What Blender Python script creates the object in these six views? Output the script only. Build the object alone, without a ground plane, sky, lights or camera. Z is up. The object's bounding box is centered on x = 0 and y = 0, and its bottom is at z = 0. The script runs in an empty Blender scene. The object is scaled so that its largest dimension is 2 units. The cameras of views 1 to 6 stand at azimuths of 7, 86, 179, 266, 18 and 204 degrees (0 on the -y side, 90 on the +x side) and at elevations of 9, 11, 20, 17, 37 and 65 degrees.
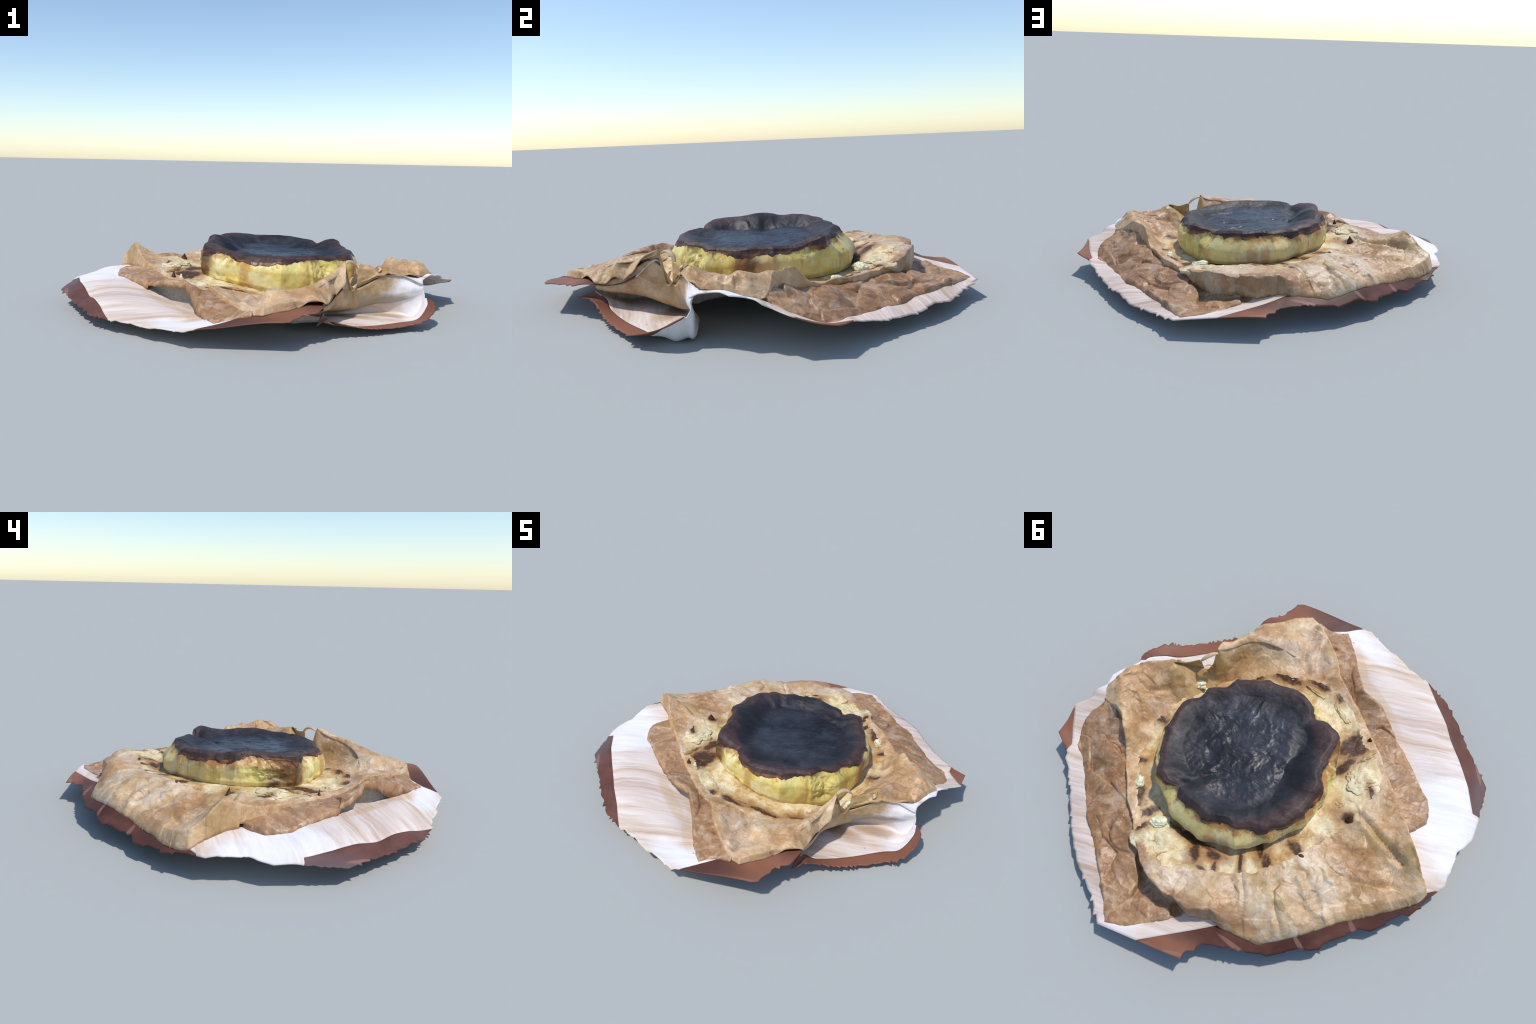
# Burnt basque-style cheesecake on crumpled baking paper, on a cut-out patch of wooden board.
import bpy, bmesh, math, random
import numpy as np
from mathutils import Vector

TAU = 2 * math.pi
rng = np.random.default_rng(7)
random.seed(7)
CAKE = np.array([0.08, 0.035])       # centre of the cake on plan
HUB = np.array([0.05, 0.0])          # centre of the sheets on plan

# ------------------------------------------------------------------ noise
_perm = np.random.default_rng(3).permutation(256)
_perm = np.concatenate([_perm, _perm, _perm])
_ga = np.random.default_rng(4).normal(size=(256, 3))
_ga /= np.linalg.norm(_ga, axis=1)[:, None]


def perlin(x, y, z=0.0):
    x, y, z = np.broadcast_arrays(np.asarray(x, float), np.asarray(y, float), np.asarray(z, float))
    xi, yi, zi = np.floor(x).astype(int), np.floor(y).astype(int), np.floor(z).astype(int)
    xf, yf, zf = x - xi, y - yi, z - zi
    f = lambda t: t * t * t * (t * (t * 6 - 15) + 10)
    u, v, w = f(xf), f(yf), f(zf)
    out = np.zeros_like(xf)
    for dx in (0, 1):
        for dy in (0, 1):
            for dz in (0, 1):
                h = _perm[_perm[_perm[(xi + dx) & 255] + ((yi + dy) & 255)] + ((zi + dz) & 255)]
                g = _ga[h]
                d = g[..., 0] * (xf - dx) + g[..., 1] * (yf - dy) + g[..., 2] * (zf - dz)
                out += d * (u if dx else 1 - u) * (v if dy else 1 - v) * (w if dz else 1 - w)
    return out * 1.5


def fbm(x, y, z=0.0, octaves=4, gain=0.5):
    s, a, fr = 0.0, 1.0, 1.0
    for i in range(octaves):
        s = s + a * perlin(x * fr + 17.3 * i, y * fr - 9.1 * i, np.asarray(z) * fr + 3.7 * i)
        a *= gain
        fr *= 2.03
    return s


def creases(x, y, seed=0.0, octaves=3):
    """crumpled paper: flat facets meeting in sharp folds"""
    wx = x + 0.35 * perlin(x * 0.9 + seed, y * 0.9, 5.0)
    wy = y + 0.35 * perlin(x * 0.9, y * 0.9 + seed, 9.0)
    s, a, fr = 0.0, 1.0, 1.0
    for i in range(octaves):
        s = s + a * (1.0 - 2.6 * np.abs(perlin(wx * fr + 11 * i + seed, wy * fr * 1.15 - 7 * i, seed)))
        a *= 0.5
        fr *= 1.9
    return s - 0.6


def facets(x, y, seed=0, sharp=60.0):
    """crumpled sheet: flat cells, each with its own tilt, meeting in narrow folds (unit cell size)"""
    x = np.asarray(x, float) + 0.30 * perlin(np.asarray(x) * 0.8, np.asarray(y) * 0.8, seed + 0.5)
    y = np.asarray(y, float) + 0.30 * perlin(x * 0.8, np.asarray(y) * 0.8, seed + 7.5)
    xi, yi = np.floor(x).astype(int), np.floor(y).astype(int)
    num, den = np.zeros_like(x), np.zeros_like(x)
    for dx in (-1, 0, 1):
        for dy in (-1, 0, 1):
            cx_, cy_ = xi + dx, yi + dy
            h = _perm[_perm[(cx_ + 13 * int(seed)) & 255] + (cy_ & 255)]
            g = _ga[h]
            px, py = cx_ + 0.5 + 0.42 * g[..., 0], cy_ + 0.5 + 0.42 * g[..., 1]
            t = _ga[(h + 91) & 255]
            d = (x - px) ** 2 + (y - py) ** 2
            w = np.exp(-sharp * (d - 0.1))
            num += w * (t[..., 0] * (x - px) + t[..., 1] * (y - py) + 0.25 * t[..., 2])
            den += w
    return num / (den + 1e-12)


def smooth(e0, e1, x):
    t = np.clip((np.asarray(x, float) - e0) / (e1 - e0), 0, 1)
    return t * t * (3 - 2 * t)


# ------------------------------------------------------------------ fitting helpers
class Drape:
    """smooth sheet through height marks (thin plate spline)"""

    def __init__(self, marks, stiff=1e-4):
        p = np.array(marks, float)
        self.c = p[:, :2]
        n = len(p)
        A = np.zeros((n + 3, n + 3))
        A[:n, :n] = self._k(self.c, self.c) + stiff * np.eye(n)
        A[:n, n] = 1
        A[:n, n + 1:] = self.c
        A[n:, :n] = A[:n, n:].T
        self.w = np.linalg.solve(A, np.concatenate([p[:, 2], np.zeros(3)]))

    @staticmethod
    def _k(a, b):
        d2 = ((a[:, None, :] - b[None, :, :]) ** 2).sum(-1)
        return 0.5 * d2 * np.log(d2 + 1e-12)

    def __call__(self, x, y):
        x = np.asarray(x, float)
        q = np.stack([x.ravel(), np.asarray(y, float).ravel()], 1)
        out = np.empty(len(q))
        n = len(self.c)
        for i in range(0, len(q), 20000):
            s = q[i:i + 20000]
            out[i:i + 20000] = self._k(s, self.c) @ self.w[:n] + self.w[n] + s @ self.w[n + 1:]
        return out.reshape(x.shape)


def around(table):
    """periodic smooth function of the angle in degrees"""
    t = sorted(table)
    a = np.radians([k for k, _ in t])
    v = np.array([q for _, q in t], float)
    a = np.concatenate([a[-3:] - TAU, a, a[:3] + TAU])
    v = np.concatenate([v[-3:], v, v[:3]])
    m = np.zeros_like(v)
    d = np.diff(v) / np.diff(a)
    m[1:-1] = np.where(d[:-1] * d[1:] > 0, 2 * d[:-1] * d[1:] / (d[:-1] + d[1:] + 1e-12), 0)

    def f(th):
        th = np.mod(np.asarray(th, float) - a[3], TAU) + a[3]
        i = np.clip(np.searchsorted(a, th) - 1, 0, len(a) - 2)
        h = a[i + 1] - a[i]
        t = (th - a[i]) / h
        return ((1 + 2 * t) * (1 - t) ** 2 * v[i] + t * (1 - t) ** 2 * h * m[i]
                + t * t * (3 - 2 * t) * v[i + 1] + t * t * (t - 1) * h * m[i + 1])
    return f


def curve_through(pts, n):
    """Catmull-Rom through points (any dimension), n samples evenly along the length"""
    p = np.array(pts, float)
    q = np.vstack([2 * p[0] - p[1], p, 2 * p[-1] - p[-2]])
    out = []
    for i in range(1, len(q) - 2):
        t = np.linspace(0, 1, 24, endpoint=False)[:, None]
        a, b, c, d = q[i - 1], q[i], q[i + 1], q[i + 2]
        out.append(0.5 * (2 * b + (c - a) * t + (2 * a - 5 * b + 4 * c - d) * t ** 2 + (3 * b - a - 3 * c + d) * t ** 3))
    out = np.vstack(out + [p[-1:]])
    s = np.concatenate([[0], np.cumsum(np.linalg.norm(np.diff(out, axis=0), axis=1))])
    g = np.linspace(0, s[-1], n)
    return np.stack([np.interp(g, s, out[:, k]) for k in range(p.shape[1])], 1)


def ragged(poly, step=0.03, depth=0.012, seed=1, skip=(), closed=True):
    """cut edge: break every long side into uneven teeth (sides listed in skip stay straight)"""
    r = np.random.default_rng(seed)
    p = np.array(poly, float)[:, :2]
    out = []
    n = len(p)
    for i in range(n if closed else n - 1):
        a, b = p[i], p[(i + 1) % n]
        out.append(a)
        L = np.linalg.norm(b - a)
        k = int(L / step)
        if i in skip or k < 1:
            continue
        nrm = np.array([b[1] - a[1], a[0] - b[0]]) / L
        ts = np.sort(r.uniform(0.04, 0.96, max(1, int(1.5 * k))))
        ts = ts[np.concatenate([[True], np.diff(ts) > 0.16 / k])]
        up = r.integers(0, 2)
        for j, t in enumerate(ts):
            big = r.uniform(0.1, 1.0) ** 1.6
            out.append(a + (b - a) * t + nrm * depth * ((1 if (j + up) % 2 else -0.7) * big))
            if r.uniform() < 0.35:             # a snapped tooth: sudden step back
                out.append(a + (b - a) * min(t + 0.05 / k, 0.985) - nrm * depth * 0.5 * big)
    if not closed:
        out.append(p[-1])
    return np.array(out)


def reach(poly, hub, th):
    """distance from the hub to the outline in direction th"""
    p = np.array(poly, float)[:, :2] - hub
    a, b = p, np.roll(p, -1, 0)
    d = np.stack([np.cos(th), np.sin(th)], 1)
    e = b - a
    den = d[:, None, 0] * e[None, :, 1] - d[:, None, 1] * e[None, :, 0]
    den = np.where(np.abs(den) < 1e-9, 1e-9, den)
    t = (a[None, :, 0] * e[None, :, 1] - a[None, :, 1] * e[None, :, 0]) / den
    u = (a[None, :, 0] * d[:, None, 1] - a[None, :, 1] * d[:, None, 0]) / den
    ok = (u >= -1e-6) & (u <= 1 + 1e-6) & (t > 0)
    return np.where(ok, t, 0).max(1)


def angles(poly, hub, n):
    p = np.array(poly, float)[:, :2] - hub
    v = np.mod(np.arctan2(p[:, 1], p[:, 0]), TAU)
    even = np.linspace(0, TAU, n, endpoint=False)
    gap = 0.3 * TAU / n
    v = np.sort(v)
    v = v[np.concatenate([[True], np.diff(v) > gap])]
    near = np.abs(even[:, None] - v[None, :]).min(1) < gap
    return np.sort(np.concatenate([even[~near], v]))


# ------------------------------------------------------------------ objects
def mesh_object(name, verts, faces, mat, parent=None, smooth_shade=True):
    me = bpy.data.meshes.new(name)
    me.from_pydata([tuple(map(float, v)) for v in verts], [], [tuple(map(int, f)) for f in faces])
    me.validate()
    me.update()
    if smooth_shade:
        me.polygons.foreach_set("use_smooth", [True] * len(me.polygons))
    if mat:
        me.materials.append(mat)
    ob = bpy.data.objects.new(name, me)
    bpy.context.scene.collection.objects.link(ob)
    if parent:
        ob.parent = parent
    return ob


def empty(name, label, category):
    ob = bpy.data.objects.new(name, None)
    bpy.context.scene.collection.objects.link(ob)
    ob["label"], ob["category"] = label, category
    return ob


def grid_faces(rows, cols, wrap=False):
    r, c = np.meshgrid(np.arange(rows - 1), np.arange(cols if wrap else cols - 1), indexing="ij")
    c2 = (c + 1) % cols
    return np.stack([r * cols + c, r * cols + c2, (r + 1) * cols + c2, (r + 1) * cols + c], -1).reshape(-1, 4)


def thicken(ob, t, offset=-1.0):
    m = ob.modifiers.new("thickness", "SOLIDIFY")
    m.thickness, m.offset = t, offset
    m.use_even_offset = False
    return ob


# ------------------------------------------------------------------ node helpers
class Nodes:
    def __init__(self, name):
        self.mat = bpy.data.materials.new(name)
        self.mat.use_nodes = True
        self.t = self.mat.node_tree
        self.t.nodes.clear()
        self.out = self.t.nodes.new("ShaderNodeOutputMaterial")
        self.bsdf = self.t.nodes.new("ShaderNodeBsdfPrincipled")
        self.t.links.new(self.bsdf.outputs[0], self.out.inputs[0])
        tc = self.t.nodes.new("ShaderNodeTexCoord")
        self.p = tc.outputs["Object"]
        s = self.t.nodes.new("ShaderNodeSeparateXYZ")
        self.t.links.new(self.p, s.inputs[0])
        self.x, self.y, self.z = s.outputs

    def _set(self, sock, v):
        if isinstance(v, bpy.types.NodeSocket):
            self.t.links.new(v, sock)
        elif isinstance(v, (tuple, list)) and len(v) == 3 and sock.type == "RGBA":
            sock.default_value = (*v, 1)
        else:
            sock.default_value = v

    def m(self, op, a, b=0.0, c=None, clamp=False):
        n = self.t.nodes.new("ShaderNodeMath")
        n.operation, n.use_clamp = op, clamp
        self._set(n.inputs[0], a)
        self._set(n.inputs[1], b)
        if c is not None:
            self._set(n.inputs[2], c)
        return n.outputs[0]

    def map(self, scale=(1, 1, 1), rot=0.0, loc=(0, 0, 0)):
        n = self.t.nodes.new("ShaderNodeMapping")
        self._set(n.inputs[0], self.p)
        n.inputs["Scale"].default_value = scale
        n.inputs["Rotation"].default_value = (0, 0, rot)
        n.inputs["Location"].default_value = loc
        return n.outputs[0]

    def noise(self, scale, detail=4, rough=0.55, vec=None, dist=0.0, out="Fac"):
        n = self.t.nodes.new("ShaderNodeTexNoise")
        self._set(n.inputs["Vector"], vec or self.p)
        n.inputs["Scale"].default_value = scale
        n.inputs["Detail"].default_value = detail
        n.inputs["Roughness"].default_value = rough
        n.inputs["Distortion"].default_value = dist
        return n.outputs[out]

    def voronoi(self, scale, feature="F1", vec=None, out="Distance"):
        n = self.t.nodes.new("ShaderNodeTexVoronoi")
        n.feature = feature
        self._set(n.inputs["Vector"], vec or self.p)
        n.inputs["Scale"].default_value = scale
        return n.outputs[out]

    def wobble(self, vec, scale, amount):
        n = self.noise(scale, 3, out="Color")
        s = self.t.nodes.new("ShaderNodeVectorMath")
        s.operation = "MULTIPLY_ADD"
        self._set(s.inputs[0], n)
        s.inputs[1].default_value = (amount,) * 3
        self._set(s.inputs[2], vec or self.p)
        return s.outputs[0]

    def step(self, v, lo, hi):
        n = self.t.nodes.new("ShaderNodeMapRange")
        n.interpolation_type = "SMOOTHSTEP"
        self._set(n.inputs[0], v)
        n.inputs[1].default_value, n.inputs[2].default_value = lo, hi
        return n.outputs[0]

    def ramp(self, v, stops):
        n = self.t.nodes.new("ShaderNodeValToRGB")
        self._set(n.inputs[0], v)
        e = n.color_ramp.elements
        while len(e) < len(stops):
            e.new(0.5)
        for el, (pos, col) in zip(e, stops):
            el.position, el.color = pos, (*col, 1)
        return n.outputs[0]

    def mix(self, f, a, b):
        n = self.t.nodes.new("ShaderNodeMix")
        n.data_type = "RGBA"
        self._set(n.inputs[0], f)
        self._set(n.inputs[6], a)
        self._set(n.inputs[7], b)
        return n.outputs[2]

    def blobs(self, spots, ragged_scale=14, ragged_by=0.9, soft=0.5):
        """mask of spots (x, y, rx, ry, angle deg) on plan, with frayed edges"""
        nz = self.m("MULTIPLY_ADD", self.noise(ragged_scale, 5, 0.65), ragged_by * 2, -ragged_by)
        total = None
        for x, y, rx, ry, a in spots:
            c, s = math.cos(math.radians(a)), math.sin(math.radians(a))
            dx, dy = self.m("SUBTRACT", self.x, x), self.m("SUBTRACT", self.y, y)
            u = self.m("DIVIDE", self.m("ADD", self.m("MULTIPLY", dx, c), self.m("MULTIPLY", dy, s)), rx)
            v = self.m("DIVIDE", self.m("SUBTRACT", self.m("MULTIPLY", dy, c), self.m("MULTIPLY", dx, s)), ry)
            d = self.m("SQRT", self.m("ADD", self.m("MULTIPLY", u, u), self.m("MULTIPLY", v, v)))
            k = self.step(self.m("ADD", d, nz), 1.0 + soft, 1.0 - soft)
            total = k if total is None else self.m("MAXIMUM", total, k)
        return total

    def tilt(self, scale, vec):
        """crumple height: each cell is a flat facet leaning its own way"""
        v = self.t.nodes.new("ShaderNodeTexVoronoi")
        self._set(v.inputs["Vector"], vec)
        v.inputs["Scale"].default_value = scale
        d = self.t.nodes.new("ShaderNodeVectorMath"); d.operation = "SUBTRACT"
        self._set(d.inputs[0], vec); self._set(d.inputs[1], v.outputs["Position"])
        c = self.t.nodes.new("ShaderNodeVectorMath"); c.operation = "SUBTRACT"
        self._set(c.inputs[0], v.outputs["Color"]); c.inputs[1].default_value = (0.5, 0.5, 0.5)
        p = self.t.nodes.new("ShaderNodeVectorMath"); p.operation = "DOT_PRODUCT"
        self._set(p.inputs[0], d.outputs[0]); self._set(p.inputs[1], c.outputs[0])
        return p.outputs["Value"]

    def bump(self, h, strength, dist=0.01, normal=None):
        n = self.t.nodes.new("ShaderNodeBump")
        n.inputs["Strength"].default_value = strength
        n.inputs["Distance"].default_value = dist
        self._set(n.inputs["Height"], h)
        if normal is not None:
            self._set(n.inputs["Normal"], normal)
        return n.outputs[0]

    def done(self, colour, rough=0.7, normal=None, spec=0.4, **kw):
        self._set(self.bsdf.inputs["Base Color"], colour)
        self._set(self.bsdf.inputs["Roughness"], rough)
        self._set(self.bsdf.inputs["Specular IOR Level"], spec)
        if normal is not None:
            self._set(self.bsdf.inputs["Normal"], normal)
        for k, v in kw.items():
            self._set(self.bsdf.inputs[k.replace("_", " ")], v)
        return self.mat


# ------------------------------------------------------------------ materials
def wood_material():
    n = Nodes("pale_wood")
    v = n.wobble(n.map((1, 1, 1), math.radians(-8)), 3.0, 0.07)

    def streak(sx, sy, scale, detail, rough):
        s = n.t.nodes.new("ShaderNodeMapping")
        n._set(s.inputs[0], v)
        s.inputs["Scale"].default_value = (sx, sy, 3)
        return n.noise(scale, detail, rough, s.outputs[0], 0.5)
    fine, broad = streak(1.3, 26, 1.6, 6, 0.65), streak(0.5, 6.0, 2.2, 4, 0.55)
    c1 = n.ramp(broad, [(0.34, (0.50, 0.36, 0.26)), (0.47, (0.64, 0.505, 0.405)), (0.62, (0.76, 0.69, 0.655))])
    c2 = n.ramp(fine, [(0.32, (0.40, 0.27, 0.18)), (0.45, (0.66, 0.525, 0.425)), (0.62, (0.82, 0.755, 0.725))])
    col = n.mix(0.5, c1, c2)
    white = n.blobs([(-0.84, -0.08, 0.17, 0.24, 20), (-0.2, -0.86, 0.16, 0.055, -20), (0.76, -0.33, 0.10, 0.10, 30),  # overexposed sunlit areas of the board, whitened in its colour
                     (-0.93, 0.08, 0.1, 0.13, 0), (0.86, -0.15, 0.07, 0.08, 0), (0.3, 0.89, 0.08, 0.05, 0)], 6, 0.6, 0.6)
    col = n.mix(n.m("MULTIPLY", white, n.m("MULTIPLY_ADD", fine, 0.5, 0.5)), col, (0.87, 0.87, 0.91))
    pink = n.blobs([(0.75, 0.55, 0.3, 0.12, -55), (0.45, 0.85, 0.25, 0.1, -30), (-0.62, -0.5, 0.13, 0.09, 0), (-0.78, -0.28, 0.1, 0.03, 10)], 4, 0.5, 0.6)
    col = n.mix(n.m("MULTIPLY", pink, 0.5), col, n.ramp(fine, [(0.35, (0.50, 0.36, 0.29)), (0.6, (0.74, 0.60, 0.545))]))
    stain = n.blobs([(0.62, -0.31, 0.13, 0.035, 5), (0.42, -0.36, 0.12, 0.05, -20)], 12, 0.6, 0.5)
    col = n.mix(n.m("MULTIPLY", stain, 0.75), col, (0.36, 0.22, 0.11))
    # painted amber shadow, light through paper, at the lifted strip's foot
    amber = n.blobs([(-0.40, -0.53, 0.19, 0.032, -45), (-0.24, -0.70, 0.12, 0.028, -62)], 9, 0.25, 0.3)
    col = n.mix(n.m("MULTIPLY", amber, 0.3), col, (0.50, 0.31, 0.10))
    knots = n.blobs([(-0.145, -0.832, 0.006, 0.004, 0), (0.592, -0.457, 0.004, 0.006, 30), (0.22, 0.86, 0.01, 0.012, 0)], 30, 0.4, 0.4)
    col = n.mix(n.m("MULTIPLY", knots, 0.6), col, (0.25, 0.2, 0.2))
    return n.done(col, 0.62, n.bump(fine, 0.3, 0.005), 0.3)


def table_material():
    n = Nodes("dark_table_edge")
    a = n.noise(5, 4, 0.6, n.map((1, 1, 3)))
    col = n.ramp(a, [(0.3, (0.075, 0.026, 0.016)), (0.5, (0.115, 0.042, 0.028)), (0.7, (0.165, 0.066, 0.045))])
    glow = n.blobs([(0.6, -0.56, 0.3, 0.12, 30), (0.2, -0.86, 0.15, 0.12, 20), (0.95, 0.12, 0.12, 0.15, 0),
                    (0.05, 0.93, 0.2, 0.06, 0)], 4, 0.3, 0.7)
    col = n.mix(n.m("MULTIPLY", glow, 0.8), col, (0.28, 0.112, 0.062))
    dark = n.blobs([(-0.02, -0.90, 0.16, 0.05, -5), (-0.75, 0.42, 0.15, 0.1, -45)], 4, 0.3, 0.7)
    col = n.mix(n.m("MULTIPLY", dark, 0.7), col, (0.085, 0.033, 0.022))
    grey = n.blobs([(-0.985, -0.25, 0.06, 0.22, 5)], 4, 0.3, 0.7)
    col = n.mix(n.m("MULTIPLY", grey, 0.7), col, (0.14, 0.095, 0.10))
    bars = n.blobs([(-0.93, -0.38, 0.010, 0.085, 22), (-0.22, 0.81, 0.1, 0.010, -14), (-0.655, 0.565, 0.08, 0.012, -42),
                    (-0.46, 0.705, 0.06, 0.010, -35), (0.02, 0.925, 0.05, 0.008, 10)], 20, 0.08, 0.2)
    col = n.mix(n.m("MULTIPLY", bars, 0.65), col, (0.30, 0.15, 0.11))
    return n.done(col, 0.55, n.bump(n.noise(60, 3), 0.08, 0.003), 0.3)


def paper_material(name, brown=0.0):
    n = Nodes(name)
    big = n.noise(4.0, 4, 0.55, n.wobble(None, 5, 0.12))
    w1 = n.wobble(None, 7, 0.30)
    mid = n.noise(13, 6, 0.66, w1, 0.3)
    base = n.ramp(n.m("ADD", n.m("MULTIPLY", big, 0.55), n.m("MULTIPLY", mid, 0.45)),
                  [(0.34, (0.32, 0.156, 0.056)), (0.45, (0.48, 0.277, 0.120)), (0.55, (0.60, 0.392, 0.205)), (0.68, (0.73, 0.55, 0.36))])
    if brown:
        base = n.mix(brown, base, n.ramp(mid, [(0.33, (0.18, 0.078, 0.030)), (0.5, (0.30, 0.145, 0.062)), (0.68, (0.46, 0.265, 0.135))]))

    def facets(scale, vec):
        sp = n.t.nodes.new("ShaderNodeSeparateColor")
        n._set(sp.inputs[0], n.voronoi(scale, "F1", vec, "Color"))
        return sp.outputs[0]
    f1, f2 = facets(10, n.wobble(None, 8, 0.22)), facets(22, n.wobble(None, 14, 0.13))
    patch = n.m("ADD", n.m("MULTIPLY", f1, 0.5), n.m("MULTIPLY", f2, 0.5))
    pale = n.m("MULTIPLY", n.step(patch, 0.5, 0.8), n.step(mid, 0.40, 0.62))
    base = n.mix(n.m("MULTIPLY", pale, 0.34), base, (0.66, 0.505, 0.38))
    deep = n.m("MULTIPLY", n.step(patch, 0.42, 0.2), n.step(big, 0.6, 0.4))
    base = n.mix(n.m("MULTIPLY", deep, 0.28), base, (0.28, 0.135, 0.06))
    # sharp fold lines: thin level lines of warped noise
    ridge = n.noise(7.5, 3, 0.5, n.wobble(None, 11, 0.14))
    line = n.step(n.m("ABSOLUTE", n.m("SUBTRACT", ridge, 0.5)), 0.010, 0.0)
    line = n.m("MULTIPLY", line, n.step(n.noise(9, 2), 0.46, 0.6))
    base = n.mix(n.m("MULTIPLY", line, 0.32), base, (0.78, 0.65, 0.51))
    line2 = n.step(n.m("ABSOLUTE", n.m("SUBTRACT", ridge, 0.475)), 0.009, 0.0)
    base = n.mix(n.m("MULTIPLY", n.m("MULTIPLY", line2, n.step(n.noise(8, 2, 0.5, n.map((1, 1, 1), 0, (3, 1, 0))), 0.48, 0.6)), 0.5), base, (0.25, 0.115, 0.05))
    if not brown:
        greased = n.blobs([(-0.2, 0.60, 0.42, 0.075, -22), (-0.40, 0.44, 0.12, 0.14, 30), (-0.50, 0.02, 0.06, 0.13, 0),
                           (0.1, -0.6, 0.2, 0.05, 10), (-0.2, -0.42, 0.1, 0.06, -45), (0.18, 0.66, 0.2, 0.05, 15), (-0.45, -0.17, 0.05, 0.10, -40)], 8, 0.7, 0.6)
        base = n.mix(n.m("MULTIPLY", greased, 0.65), base, n.ramp(mid, [(0.35, (0.52, 0.37, 0.21)), (0.52, (0.65, 0.52, 0.36)), (0.68, (0.78, 0.69, 0.58))]))
        ochre = n.blobs([(-0.6, 0.17, 0.13, 0.03, -28), (-0.28, 0.57, 0.15, 0.022, -25), (0.48, -0.30, 0.13, 0.09, 30), (-0.78, 0.20, 0.05, 0.05, 0)], 8, 0.5, 0.5)
        base = n.mix(n.m("MULTIPLY", ochre, 0.55), base, (0.42, 0.28, 0.10))
        mauve = n.blobs([(0.02, -0.70, 0.06, 0.10, 10), (-0.04, -0.60, 0.05, 0.06, 0)], 8, 0.5, 0.5)
        base = n.mix(n.m("MULTIPLY", mauve, 0.3), base, (0.52, 0.37, 0.31))
        dusk = n.blobs([(0.12, 0.735, 0.25, 0.03, -3), (-0.12, 0.72, 0.12, 0.03, 0), (0.3, 0.64, 0.08, 0.03, -50)], 8, 0.4, 0.5)  # shadow under the steep north edge, darkened into the paper
        base = n.mix(n.m("MULTIPLY", dusk, 0.5), base, (0.24, 0.115, 0.06))
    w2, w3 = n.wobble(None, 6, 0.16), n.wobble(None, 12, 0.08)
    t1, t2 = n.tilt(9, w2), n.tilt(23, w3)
    shade = n.m("ADD", n.m("MULTIPLY", t1, 7.0), n.m("MULTIPLY", t2, 8.0))  # facet lean also tints the colour: painted light and shade
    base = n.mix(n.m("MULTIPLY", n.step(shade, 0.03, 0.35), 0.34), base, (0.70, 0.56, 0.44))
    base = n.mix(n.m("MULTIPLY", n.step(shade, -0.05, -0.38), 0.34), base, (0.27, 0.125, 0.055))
    h = n.m("ADD", n.m("MULTIPLY", t1, 0.42), n.m("ADD", n.m("MULTIPLY", t2, 0.24), n.m("MULTIPLY", mid, 0.006)))
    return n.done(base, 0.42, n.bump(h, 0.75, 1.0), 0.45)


CHAR = [(0.557, -0.033, 0.040, 0.020, -5), (0.583, 0.106, 0.012, 0.034, 10), (0.477, 0.346, 0.030, 0.065, 35), (0.52, 0.30, 0.016, 0.03, 10),
        (0.40, 0.42, 0.045, 0.018, 45), (0.385, 0.49, 0.014, 0.03, -30), (0.105, 0.515, 0.022, 0.050, 25), (0.0, 0.55, 0.009, 0.055, 12), (0.05, 0.575, 0.020, 0.010, 0),
        (-0.205, 0.455, 0.018, 0.058, 35), (-0.245, 0.51, 0.060, 0.012, 25), (-0.30, 0.352, 0.052, 0.020, -35), (-0.345, 0.40, 0.020, 0.030, 40), (-0.10, 0.50, 0.009, 0.05, 20), (-0.455, 0.131, 0.045, 0.024, -15),
        (-0.52, -0.01, 0.010, 0.055, 35), (-0.37, -0.255, 0.090, 0.055, 65), (-0.345, -0.10, 0.02, 0.07, -30), (-0.215, -0.48, 0.035, 0.026, 50),
        (-0.075, -0.495, 0.065, 0.018, -20), (0.09, -0.490, 0.08, 0.02, -12), (0.50, -0.335, 0.03, 0.02, 30), (0.27, -0.44, 0.06, 0.03, 10), (0.49, 0.40, 0.035, 0.015, 60),
        (0.15, 0.455, 0.10, 0.018, -12), (0.02, 0.50, 0.045, 0.022, 10), (-0.15, 0.40, 0.05, 0.014, -60), (-0.41, 0.30, 0.012, 0.04, 50), (0.545, 0.20, 0.03, 0.012, 20)]
PALE = [(-0.43, -0.05, 0.07, 0.12, 10), (-0.30, -0.38, 0.10, 0.045, -45), (0.28, 0.50, 0.10, 0.06, 20), (0.14, 0.55, 0.05, 0.03, 0), (0.44, -0.24, 0.04, 0.05, 0),
        (-0.05, 0.52, 0.03, 0.04, 0), (-0.38, 0.2, 0.03, 0.06, 40), (-0.18, -0.40, 0.07, 0.03, -30), (0.36, 0.56, 0.05, 0.04, 0)]
TOAST = [(0.5, 0.2, 0.05, 0.12, 0), (0.03, 0.5, 0.09, 0.05, 10), (-0.2, 0.42, 0.14, 0.05, -30), (-0.36, -0.22, 0.1, 0.08, 60), (0.0, -0.46, 0.22, 0.035, -5),
         (0.5, 0.36, 0.07, 0.08, 0), (-0.38, 0.12, 0.05, 0.09, 0), (0.22, -0.46, 0.15, 0.05, 15)]


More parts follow.
